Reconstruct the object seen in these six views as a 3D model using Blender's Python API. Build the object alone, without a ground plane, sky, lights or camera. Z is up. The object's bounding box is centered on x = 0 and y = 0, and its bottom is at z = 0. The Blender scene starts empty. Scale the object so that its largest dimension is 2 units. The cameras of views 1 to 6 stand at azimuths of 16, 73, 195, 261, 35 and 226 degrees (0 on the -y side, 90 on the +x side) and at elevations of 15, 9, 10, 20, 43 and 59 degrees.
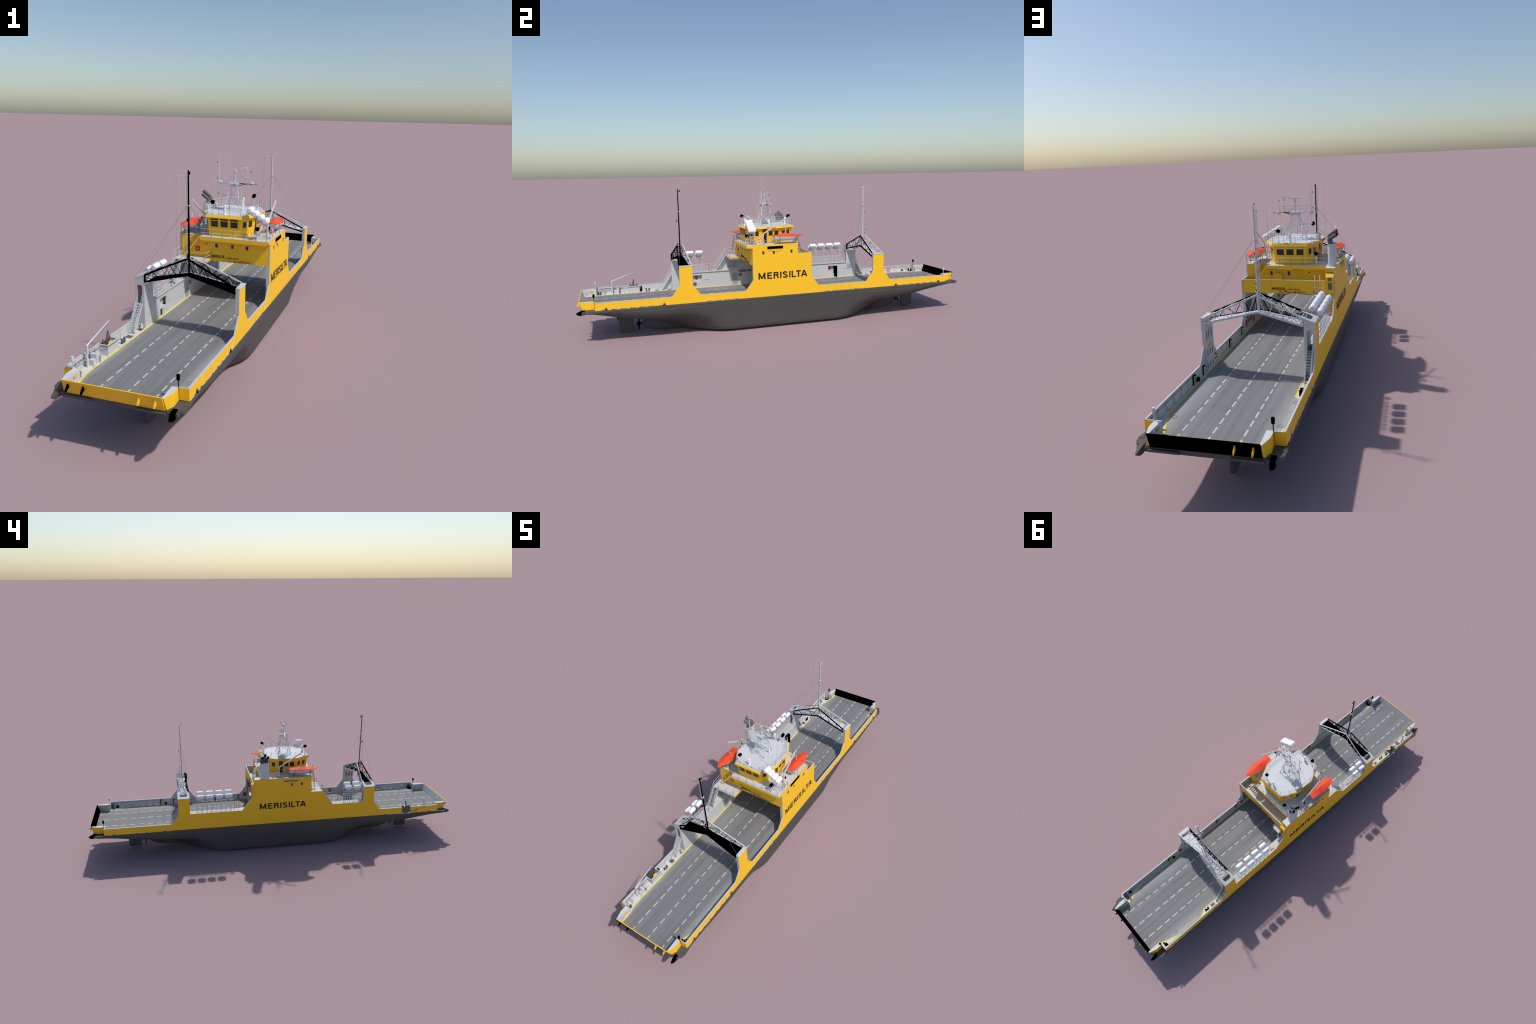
"""Double-ended yellow car ferry, built part by part (frame: metres, z up, y along the ship)."""
import bpy, bmesh, math, random
from mathutils import Vector, Matrix

random.seed(7)
SC = bpy.context.scene.collection

# ------------------------------------------------------------------ materials
def mat(name, col, rough=0.5, spec=0.4, metal=0.0, grain=0.0, gscale=60.0, stretch=(1, 1, 1), coat=0.0):
    m = bpy.data.materials.new(name)
    m.use_nodes = True
    nt = m.node_tree
    b = nt.nodes["Principled BSDF"]
    b.inputs["Roughness"].default_value = rough
    b.inputs["Specular IOR Level"].default_value = spec
    b.inputs["Metallic"].default_value = metal
    if coat:
        b.inputs["Coat Weight"].default_value = coat
    if grain > 0:
        tc = nt.nodes.new("ShaderNodeTexCoord")
        mp = nt.nodes.new("ShaderNodeMapping")
        mp.inputs["Scale"].default_value = stretch
        nz = nt.nodes.new("ShaderNodeTexNoise")
        nz.inputs["Scale"].default_value = gscale
        nz.inputs["Detail"].default_value = 4
        rp = nt.nodes.new("ShaderNodeValToRGB")
        lo = [max(0, c * (1 - grain)) for c in col]
        hi = [min(1, c * (1 + grain)) for c in col]
        rp.color_ramp.elements[0].position = 0.3
        rp.color_ramp.elements[1].position = 0.7
        rp.color_ramp.elements[0].color = (*lo, 1)
        rp.color_ramp.elements[1].color = (*hi, 1)
        nt.links.new(tc.outputs["Object"], mp.inputs["Vector"])
        nt.links.new(mp.outputs["Vector"], nz.inputs["Vector"])
        nt.links.new(nz.outputs["Fac"], rp.inputs["Fac"])
        nt.links.new(rp.outputs["Color"], b.inputs["Base Color"])
    else:
        b.inputs["Base Color"].default_value = (*col, 1)
    return m

YEL = mat("yellow_paint", (0.95, 0.55, 0.020), 0.55, 0.3, grain=0.015, gscale=14)
WHT = mat("white_wall_paint", (0.58, 0.58, 0.58), 0.55, 0.3, grain=0.02, gscale=20)
PALE = mat("pale_deck_paint", (0.62, 0.62, 0.625), 0.65, 0.3, grain=0.05, gscale=40)
ROOF = mat("roof_paint", (0.62, 0.625, 0.632), 0.6, 0.3, grain=0.03, gscale=25)
STEEL = mat("light_steel_paint", (0.60, 0.61, 0.62), 0.5, 0.4)
HULL = mat("hull_paint", (0.088, 0.087, 0.083), 0.6, 0.25, grain=0.04, gscale=8)
DARK = mat("dark_steel", (0.105, 0.11, 0.108), 0.55, 0.35)
BLACK = mat("pure_black", (0.0, 0.0, 0.0), 1.0, 0.0)  # zero base colour, no specular: flat black from every side
NAVY = mat("black_lettering", (0.015, 0.015, 0.018), 0.6, 0.2)
REDL = mat("red_lettering", (0.42, 0.03, 0.012), 0.6, 0.2)
ORG = mat("orange_canvas", (0.85, 0.085, 0.030), 0.6, 0.25, grain=0.03, gscale=30)
RAFT = mat("raft_white", (0.88, 0.88, 0.92), 0.35, 0.4)
BOATG = mat("boat_hull_grey", (0.60, 0.59, 0.56), 0.5, 0.4, grain=0.04, gscale=80)
GLASS = mat("dark_glass", (0.022, 0.022, 0.026), 0.25, 0.5)
FRAME = mat("window_frame_grey", (0.22, 0.22, 0.23), 0.5, 0.4)
RED = mat("red_paint", (0.55, 0.015, 0.02), 0.45, 0.4)
LINE = mat("deck_line_yellow", (0.86, 0.62, 0.02), 0.6, 0.2)
SIGN = mat("sign_orange", (0.85, 0.45, 0.02), 0.6, 0.2)
DOOR = mat("door_grey", (0.36, 0.37, 0.37), 0.55, 0.3)
LOUV = mat("louvre_grey", (0.17, 0.17, 0.175), 0.6, 0.3)
BROWN = mat("brown_rust", (0.10, 0.045, 0.030), 0.7, 0.2, grain=0.2, gscale=120)
WIRE = mat("wire_grey", (0.22, 0.20, 0.20), 0.6, 0.3)
POST = mat("railing_post_dark", (0.09, 0.09, 0.09), 0.6, 0.3)
BEIGE = mat("upper_deck_paint", (0.60, 0.59, 0.58), 0.65, 0.3, grain=0.03, gscale=40)
SEAM = mat("seam_grey", (0.15, 0.15, 0.152), 0.7, 0.2)
PANEL = mat("brown_panel", (0.20, 0.18, 0.17), 0.6, 0.3)

LANES = (-0.0698, 0.0118, 0.0935)
DASH0, PERIOD, DASH = -0.9410, 0.04747, 0.0303

def deck_material():
    m = bpy.data.materials.new("asphalt_deck")
    m.use_nodes = True
    nt = m.node_tree
    L = nt.links.new
    b = nt.nodes["Principled BSDF"]
    b.inputs["Roughness"].default_value = 0.7
    b.inputs["Specular IOR Level"].default_value = 0.25
    tc = nt.nodes.new("ShaderNodeTexCoord")
    sx = nt.nodes.new("ShaderNodeSeparateXYZ")
    L(tc.outputs["Object"], sx.inputs[0])
    def math_(op, a, v=None, v2=None):
        n = nt.nodes.new("ShaderNodeMath")
        n.operation = op
        for i, q in enumerate((a, v, v2)):
            if q is None:
                continue
            if isinstance(q, (int, float)):
                n.inputs[i].default_value = q
            else:
                L(q, n.inputs[i])
        return n.outputs[0]
    X, Y = sx.outputs[0], sx.outputs[1]
    # tyre streaks: noise stretched along the ship, plus finer and broader ones
    def streak(scale, sy, det):
        mp = nt.nodes.new("ShaderNodeMapping")
        mp.inputs["Scale"].default_value = (1.0, sy, 1.0)
        L(tc.outputs["Object"], mp.inputs["Vector"])
        nz = nt.nodes.new("ShaderNodeTexNoise")
        nz.inputs["Scale"].default_value = scale
        nz.inputs["Detail"].default_value = det
        L(mp.outputs["Vector"], nz.inputs["Vector"])
        return nz.outputs["Fac"]
    s1 = streak(55, 0.045, 5)
    s2 = streak(9, 0.10, 3)
    tone = math_("ADD", math_("MULTIPLY", math_("SUBTRACT", s1, 0.5), 0.16),
                 math_("MULTIPLY", math_("SUBTRACT", s2, 0.5), 0.12))
    # paler, less driven margins along the bulwarks near the ramps
    ax = math_("ABSOLUTE", X)
    ay = math_("ABSOLUTE", Y)
    edge = nt.nodes.new("ShaderNodeMapRange")
    edge.interpolation_type = "SMOOTHSTEP"
    edge.inputs[1].default_value = 0.105
    edge.inputs[2].default_value = 0.165
    L(ax, edge.inputs[0])
    endm = nt.nodes.new("ShaderNodeMapRange")
    endm.interpolation_type = "SMOOTHSTEP"
    endm.inputs[1].default_value = 0.45
    endm.inputs[2].default_value = 0.75
    endm.inputs[3].default_value = 0.25
    endm.inputs[4].default_value = 1.0
    L(ay, endm.inputs[0])
    margin = math_("MULTIPLY", math_("MULTIPLY", edge.outputs[0], endm.outputs[0]), 0.17)
    val = math_("ADD", math_("ADD", tone, margin), 0.217)
    comb = nt.nodes.new("ShaderNodeCombineColor")
    L(math_("MULTIPLY", val, 0.995), comb.inputs[0])
    L(val, comb.inputs[1])
    L(math_("MULTIPLY", val, 1.0), comb.inputs[2])
    col = comb.outputs[0]
    def mix(fac, c2):
        nonlocal col
        n = nt.nodes.new("ShaderNodeMix")
        n.data_type = "RGBA"
        L(fac, n.inputs[0])
        L(col, n.inputs[6])
        if isinstance(c2, tuple):
            n.inputs[7].default_value = (*c2, 1)
        else:
            L(c2, n.inputs[7])
        col = n.outputs[2]
    # plate seams
    def near(src, at, w):
        return math_("LESS_THAN", math_("ABSOLUTE", math_("SUBTRACT", src, at)), w)
    seam = None
    for src, at in ((Y, 0.0), (ay, 0.183), (ay, 0.374), (ay, 0.5615), (ay, 0.7495), (ay, 0.937),
                    (X, -0.122), (X, -0.0385), (X, 0.0385), (X, 0.122)):
        n = near(src, at, 0.0006)
        if src is X:
            n = math_("MULTIPLY", n, 0.55)
        seam = n if seam is None else math_("MAXIMUM", seam, n)
    mix(math_("MULTIPLY", seam, 0.55), (0.11, 0.11, 0.11))
    # broken lane lines, slightly worn
    lane = None
    for lx in LANES:
        n = near(X, lx, 0.0024)
        lane = n if lane is None else math_("MAXIMUM", lane, n)
    ph = math_("FRACT", math_("DIVIDE", math_("SUBTRACT", Y, DASH0 - 40 * PERIOD), PERIOD))
    dash = math_("LESS_THAN", ph, DASH / PERIOD)
    inside = math_("LESS_THAN", ay, 0.9716)
    lane = math_("MULTIPLY", math_("MULTIPLY", lane, dash), inside)
    worn = nt.nodes.new("ShaderNodeMapRange")
    worn.inputs[1].default_value = 0.25
    worn.inputs[2].default_value = 0.6
    worn.inputs[3].default_value = 0.70
    worn.inputs[4].default_value = 0.97
    L(s1, worn.inputs[0])
    mix(math_("MULTIPLY", lane, worn.outputs[0]), (0.60, 0.60, 0.61))
    L(col, b.inputs["Base Color"])
    return m
DECK = deck_material()

# ------------------------------------------------------------------ mesh builder
class MB:
    def __init__(s):
        s.v, s.f, s.m, s.sm = [], [], [], []
    def add(s, vs, fs, mi=0, smooth=False):
        o = len(s.v)
        s.v += [tuple(p) for p in vs]
        for i, f in enumerate(fs):
            s.f.append(tuple(o + k for k in f))
            s.m.append(mi[i] if isinstance(mi, (list, tuple)) else mi)
            s.sm.append(smooth)
        return s
    def box(s, x0, x1, y0, y1, z0, z1, mi=0):
        vs = [(x, y, z) for x in (x0, x1) for y in (y0, y1) for z in (z0, z1)]
        return s.add(vs, [(0, 1, 3, 2), (4, 6, 7, 5), (0, 4, 5, 1), (2, 3, 7, 6), (0, 2, 6, 4), (1, 5, 7, 3)], mi)
    def prism(s, poly, ax, a0, a1, mi=0, c0=None, c1=None):
        """extrude a 2D outline along axis ax; c0/c1 = material of the low/high cap"""
        n = len(poly)
        area = sum(poly[i][0] * poly[(i + 1) % n][1] - poly[(i + 1) % n][0] * poly[i][1] for i in range(n))
        if area < 0:
            poly = poly[::-1]
        def P(p, a):
            if ax == 'x': return (a, p[0], p[1])
            if ax == 'y': return (p[0], a, p[1])
            return (p[0], p[1], a)
        vs = [P(p, a0) for p in poly] + [P(p, a1) for p in poly]
        fs = [tuple(range(n))[::-1], tuple(range(n, 2 * n))]
        fs += [(i, (i + 1) % n, n + (i + 1) % n, n + i) for i in range(n)]
        if ax == 'y':
            fs = [f[::-1] for f in fs]
        ms = [mi if c0 is None else c0, mi if c1 is None else c1] + [mi] * n
        return s.add(vs, fs, ms)
    def tube(s, pts, r, n=6, mi=0, r1=None, caps=True):
        pts = [Vector(p) for p in pts]
        rings = []
        up = None
        for i, p in enumerate(pts):
            if i == 0: d = pts[1] - p
            elif i == len(pts) - 1: d = p - pts[i - 1]
            else: d = (pts[i + 1] - p).normalized() + (p - pts[i - 1]).normalized()
            d = d.normalized() if d.length > 1e-9 else Vector((0, 0, 1))
            if up is None:
                up = d.orthogonal().normalized()
            up = up - d * up.dot(d)
            up = up.normalized() if up.length > 1e-6 else d.orthogonal().normalized()
            w = d.cross(up)
            rr = r if r1 is None else r + (r1 - r) * i / (len(pts) - 1)
            rings.append([p + (up * math.cos(2 * math.pi * k / n) + w * math.sin(2 * math.pi * k / n)) * rr for k in range(n)])
        return s.loft(rings, mi, caps, n > 5)
    def loft(s, rings, mi=0, caps=True, smooth=True, closed=True):
        n = len(rings[0])
        vs = [p for r in rings for p in r]
        fs = []
        for a in range(len(rings) - 1):
            for k in range(n if closed else n - 1):
                fs.append((a * n + k, a * n + (k + 1) % n, (a + 1) * n + (k + 1) % n, (a + 1) * n + k))
        s.add(vs, fs, mi, smooth)
        if caps:
            s.add(rings[0], [tuple(range(n))[::-1]], mi)
            s.add(rings[-1], [tuple(range(n))], mi)
        return s
    def bar(s, p, q, w, h=None, mi=0):
        """square bar from p to q"""
        p, q = Vector(p), Vector(q)
        d = (q - p).normalized()
        up = Vector((0, 0, 1)) if abs(d.z) < 0.95 else Vector((0, 1, 0))
        a = d.cross(up).normalized() * (w / 2)
        b = a.normalized().cross(d).normalized() * ((h or w) / 2)
        r0 = [p + a + b, p - a + b, p - a - b, p + a - b]
        r1 = [v + (q - p) for v in r0]
        return s.loft([r0, r1], mi, True, False)
    def cyl(s, p, q, r, n=12, mi=0, r1=None):
        return s.tube([p, q], r, n, mi, r1)
    def ball(s, c, r, n=10, mi=0, sz=(1, 1, 1)):
        rings = []
        for i in range(1, n // 2):
            t = math.pi * i / (n // 2)
            rings.append([(c[0] + sz[0] * r * math.sin(t) * math.cos(2 * math.pi * k / n),
                           c[1] + sz[1] * r * math.sin(t) * math.sin(2 * math.pi * k / n),
                           c[2] + sz[2] * r * math.cos(t)) for k in range(n)])
        return s.loft(rings[::-1], mi)
    def torus(s, c, ax, R, r, N=24, n=8, mi=0):
        vs, fs, ms = [], [], []
        for i in range(N):
            a = 2 * math.pi * i / N
            for k in range(n):
                b = 2 * math.pi * k / n
                u, w, h = (R + r * math.cos(b)) * math.cos(a), (R + r * math.cos(b)) * math.sin(a), r * math.sin(b)
                d = {'x': (h, u, w), 'y': (u, h, w), 'z': (u, w, h)}[ax]
                vs.append((c[0] + d[0], c[1] + d[1], c[2] + d[2]))
        for i in range(N):
            for k in range(n):
                fs.append((i * n + k, ((i + 1) % N) * n + k, ((i + 1) % N) * n + (k + 1) % n, i * n + (k + 1) % n))
                ms.append(mi(i, N) if callable(mi) else mi)
        return s.add(vs, fs, ms, True)
    def wall(s, ax, a0, a1, u0, u1, z0, z1, holes, mi=0):
        """flat wall pierced by rectangular openings (u0,u1,z0,z1)"""
        us = sorted({u0, u1, *[h[0] for h in holes], *[h[1] for h in holes]})
        zs = sorted({z0, z1, *[h[2] for h in holes], *[h[3] for h in holes]})
        us = [u for u in us if u0 <= u <= u1]
        zs = [z for z in zs if z0 <= z <= z1]
        vid, vs, fs = {}, [], []
        def V(i, j, k):
            if (i, j, k) not in vid:
                vid[(i, j, k)] = len(vs)
                a = (a0, a1)[k]
                vs.append((a, us[i], zs[j]) if ax == 'x' else (us[i], a, zs[j]))
            return vid[(i, j, k)]
        def solid(i, j):
            if not (0 <= i < len(us) - 1 and 0 <= j < len(zs) - 1):
                return False
            cu, cz = (us[i] + us[i + 1]) / 2, (zs[j] + zs[j + 1]) / 2
            return not any(h[0] < cu < h[1] and h[2] < cz < h[3] for h in holes)
        for i in range(len(us) - 1):
            for j in range(len(zs) - 1):
                if not solid(i, j):
                    continue
                fs.append((V(i, j, 1), V(i + 1, j, 1), V(i + 1, j + 1, 1), V(i, j + 1, 1)))
                fs.append((V(i, j, 0), V(i, j + 1, 0), V(i + 1, j + 1, 0), V(i + 1, j, 0)))
                if not solid(i - 1, j): fs.append((V(i, j, 0), V(i, j, 1), V(i, j + 1, 1), V(i, j + 1, 0)))
                if not solid(i + 1, j): fs.append((V(i + 1, j, 0), V(i + 1, j + 1, 0), V(i + 1, j + 1, 1), V(i + 1, j, 1)))
                if not solid(i, j - 1): fs.append((V(i, j, 0), V(i + 1, j, 0), V(i + 1, j, 1), V(i, j, 1)))
                if not solid(i, j + 1): fs.append((V(i, j + 1, 0), V(i, j + 1, 1), V(i + 1, j + 1, 1), V(i + 1, j + 1, 0)))
        if ax == 'y':
            fs = [f[::-1] for f in fs]
        return s.add(vs, fs, mi)
    def mirror_rot(s, cy=0.0):
        """second copy turned half way round the vertical through (0, cy)"""
        o = len(s.v)
        s.v += [(-x, 2 * cy - y, z) for x, y, z in s.v]
        s.f += [tuple(o + k for k in f) for f in s.f]
        s.m += s.m[:]
        s.sm += s.sm[:]
        return s
    def mirror_y(s):
        o = len(s.v)
        s.v += [(x, -y, z) for x, y, z in s.v]
        s.f += [tuple(o + k for k in f)[::-1] for f in s.f]
        s.m += s.m[:]
        s.sm += s.sm[:]
        return s
    def mesh(s, name, mats):
        me = bpy.data.meshes.new(name)
        me.from_pydata(s.v, [], s.f)
        for m in (mats if isinstance(mats, (list, tuple)) else [mats]):
            me.materials.append(m)
        me.polygons.foreach_set("material_index", s.m)
        me.polygons.foreach_set("use_smooth", s.sm)
        me.update()
        bm = bmesh.new()
        bm.from_mesh(me)
        bmesh.ops.recalc_face_normals(bm, faces=bm.faces)
        bm.to_mesh(me)
        bm.free()
        return me
    def obj(s, name, mats, parent):
        return place(s.mesh(name, mats), name, parent)

def place(me, name, parent, loc=None, rot=None):
    o = bpy.data.objects.new(name, me)
    SC.objects.link(o)
    o.parent = parent
    if loc is not None: o.location = loc
    if rot is not None: o.rotation_euler = rot
    return o

def empty(name, parent=None, loc=(0, 0, 0)):
    o = bpy.data.objects.new(name, None)
    SC.objects.link(o)
    o.parent = parent
    o.location = loc
    return o

ROOT = empty("car_ferry")
ROOT["label"] = "yellow double-ended car ferry with open lane-marked deck and central bridge"
ROOT["category"] = "car ferry"

def lettering(name, text, matl, parent, origin, right, up, width, height, bold=0.0, thick=0.0006):
    """text mesh whose box starts at origin and spans width along right, height along up"""
    cu = bpy.data.curves.new(name, "FONT")
    cu.body = text
    cu.size = 1.0
    cu.extrude = 0.02
    cu.offset = bold
    cu.resolution_u = 4
    tmp = bpy.data.objects.new(name, cu)
    SC.objects.link(tmp)
    dg = bpy.context.evaluated_depsgraph_get()
    me = bpy.data.meshes.new_from_object(tmp.evaluated_get(dg))
    bpy.data.objects.remove(tmp)
    bpy.data.curves.remove(cu)
    xs = [v.co.x for v in me.vertices]; ys = [v.co.y for v in me.vertices]
    x0, x1, y0, y1 = min(xs), max(xs), min(ys), max(ys)
    R, U = Vector(right), Vector(up)
    N = R.cross(U).normalized()
    for v in me.vertices:
        a = (v.co.x - x0) / (x1 - x0) * width
        b = (v.co.y - y0) / (y1 - y0) * height
        c = thick if v.co.z > 0 else 0.0
        v.co = Vector(origin) + R * a + U * b + N * c
    me.materials.clear()
    me.materials.append(matl)
    me.name = name
    return place(me, name, parent)

# plain block capitals drawn as thick strokes on a grid one unit high
S_ARC = lambda cx, cy, rx, ry, a0, a1, n=10: [(cx + rx * math.cos(math.radians(a0 + (a1 - a0) * i / n)), cy + ry * math.sin(math.radians(a0 + (a1 - a0) * i / n))) for i in range(n + 1)]
W_ = .103                                     # half stroke width
GLYPHS = {
    "M": (1.05, [[(W_, 0), (W_, 1)], [(W_ * .9, .97), (.525, .10)], [(.525, .10), (1.05 - W_ * .9, .97)], [(1.05 - W_, 0), (1.05 - W_, 1)]]),
    "E": (.72, [[(W_, 0), (W_, 1)], [(W_, W_ * .9), (.72, W_ * .9)], [(W_, .52), (.67, .52)], [(W_, 1 - W_ * .9), (.71, 1 - W_ * .9)]]),
    "R": (.77, [[(W_, 0), (W_, 1)], [(W_, 1 - W_ * .9)] + S_ARC(.47, .73, .20, .185, 90, -90) + [(W_, .545 - W_ * .0)], [(.50, .52), (.66, .30), (.68, 0)]]),
    "I": (.19, [[(W_, 0), (W_, 1)]]),
    "S": (.80, [S_ARC(.40, .725, .295, .19, 15, 200) + S_ARC(.40, .275, .305, .19, 60, -160, 14)]),
    "L": (.65, [[(W_, 0), (W_, 1)], [(W_, W_ * .9), (.65, W_ * .9)]]),
    "T": (.76, [[(.38, 0), (.38, 1)], [(0, 1 - W_ * .9), (.76, 1 - W_ * .9)]]),
    "A": (.92, [[(.085, 0), (.43, 1)], [(.49, 1), (.835, 0)], [(.20, .30), (.72, .30)]]),
}
ADVANCE = {"M": 1.33, "E": .95, "R": 1.00, "I": .385, "S": 1.02, "L": .70, "T": .80, "A": .92}

def block_word(name, word, matl, parent, origin, right, up, width, height, thick=.0007):
    R, U = Vector(right), Vector(up)
    N = R.cross(U).normalized()
    total = sum(ADVANCE[c] for c in word[:-1]) + GLYPHS[word[-1]][0]
    sx, sy = width / total, height
    mb = MB()
    x = 0.0
    layer = 0
    for ch in word:
        for st in GLYPHS[ch][1]:
            P = [Vector(p) for p in st]
            horiz = abs(P[0].y - P[-1].y) < 1e-6 and len(P) == 2
            Lft, Rgt = [], []
            for i, p in enumerate(P):
                if i == 0: d = P[1] - p
                elif i == len(P) - 1: d = p - P[i - 1]
                else: d = (P[i + 1] - p).normalized() + (p - P[i - 1]).normalized()
                d.normalize()
                # slanted strokes are cut level at their ends
                if len(P) == 2 and not horiz and abs(d.x) > .05:
                    nrm = Vector((-1, 0)) * (W_ / abs(d.y)) * (1 if d.y > 0 else -1)
                else:
                    nrm = Vector((-d.y, d.x)) * (W_ * (.9 if abs(d.x) > .7 else 1))
                Lft.append(p + nrm); Rgt.append(p - nrm)
            layer += 1
            th = thick + .00003 * (layer % 7)
            def tr(q, h): return Vector(origin) + R * ((x + q.x) * sx) + U * (q.y * sy) + N * h
            for i in range(len(P) - 1):
                q = [Lft[i], Lft[i + 1], Rgt[i + 1], Rgt[i]]
                mb.loft([[tr(v, 0) for v in q], [tr(v, th) for v in q]], 0, True, False)
        x += ADVANCE[ch]
    return mb.obj(name, matl, parent)

# ------------------------------------------------------------------ hull
Z_DECK = 0.166
STATIONS = [
    (0.00, [(0, 0), (.075, 0), (.125, .0025), (.150, .0080), (.1575, .0190), (.1700, .080), (.1832, .1480)]),
    (0.28, [(0, 0), (.075, 0), (.125, .0025), (.150, .0080), (.1575, .0190), (.1700, .080), (.1832, .1480)]),
    (0.335, [(0, 0), (.070, 0), (.115, .003), (.139, .0090), (.1530, .0260), (.1690, .084), (.1832, .1480)]),
    (0.40, [(0, 0), (.050, 0), (.086, .003), (.109, .0130), (.1350, .0430), (.1690, .090), (.1832, .1470)]),
    (0.47, [(0, 0), (.026, .001), (.047, .005), (.070, .025), (.1130, .0680), (.1690, .107), (.1832, .1440)]),
    (0.54, [(0, .010), (.010, .012), (.023, .024), (.053, .050), (.1130, .083), (.1695, .111), (.1832, .1430)]),
    (0.60, [(0, .038), (.020, .040), (.045, .052), (.080, .068), (.1280, .091), (.1710, .113), (.1832, .1430)]),
    (0.66, [(0, .058), (.030, .060), (.063, .070), (.097, .082), (.1370, .100), (.1730, .119), (.1832, .1440)]),
    (0.74, [(0, .076), (.030, .077), (.068, .083), (.103, .093), (.1420, .109), (.1750, .127), (.1832, .1460)]),
    (0.83, [(0, .095), (.040, .097), (.080, .103), (.120, .114), (.1500, .125), (.1750, .139), (.1834, .1510)]),
    (0.90, [(0, .118), (.050, .120), (.090, .125), (.130, .132), (.1600, .139), (.1800, .148), (.1840, .1540)]),
    (0.945, [(0, .143), (.050, .1435), (.100, .145), (.140, .147), (.165, .149), (.184, .152), (.1893, .1560)]),
    (0.958, [(0, .147), (.050, .1475), (.100, .148), (.135, .149), (.160, .150), (.182, .153), (.1868, .1560)]),
    (0.967, [(0, .149), (.050, .1495), (.095, .150), (.130, .150), (.155, .151), (.174, .154), (.1780, .1560)]),
    (0.974, [(0, .150), (.045, .150), (.085, .150), (.115, .150), (.135, .151), (.146, .154), (.1480, .1560)]),
]

def hermite(xs, vs, x):
    for i in range(len(xs) - 1):
        if x <= xs[i + 1] or i == len(xs) - 2:
            break
    h = xs[i + 1] - xs[i]
    t = min(max((x - xs[i]) / h, 0), 1)
    def slope(k):
        if k == 0 or k == len(xs) - 1:
            return 0.0
        a = (vs[k] - vs[k - 1]) / (xs[k] - xs[k - 1])
        b = (vs[k + 1] - vs[k]) / (xs[k + 1] - xs[k])
        return 0.0 if a * b <= 0 else 2 * a * b / (a + b)
    m0, m1 = slope(i) * h, slope(i + 1) * h
    return ((2 * t**3 - 3 * t**2 + 1) * vs[i] + (t**3 - 2 * t**2 + t) * m0
            + (-2 * t**3 + 3 * t**2) * vs[i + 1] + (t**3 - t**2) * m1)

def hull_section(y):
    ay = abs(y)
    ys = [s[0] for s in STATIONS]
    pts = [(hermite(ys, [s[1][k][0] for s in STATIONS], ay), hermite(ys, [s[1][k][1] for s in STATIONS], ay)) for k in range(7)]
    out = []
    ts = list(range(7))
    for q in range(25):
        t = q / 24 * 6
        out.append((hermite(ts, [p[0] for p in pts], t), hermite(ts, [p[1] for p in pts], t)))
    return out + [(pts[-1][0], .1645)]

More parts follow.
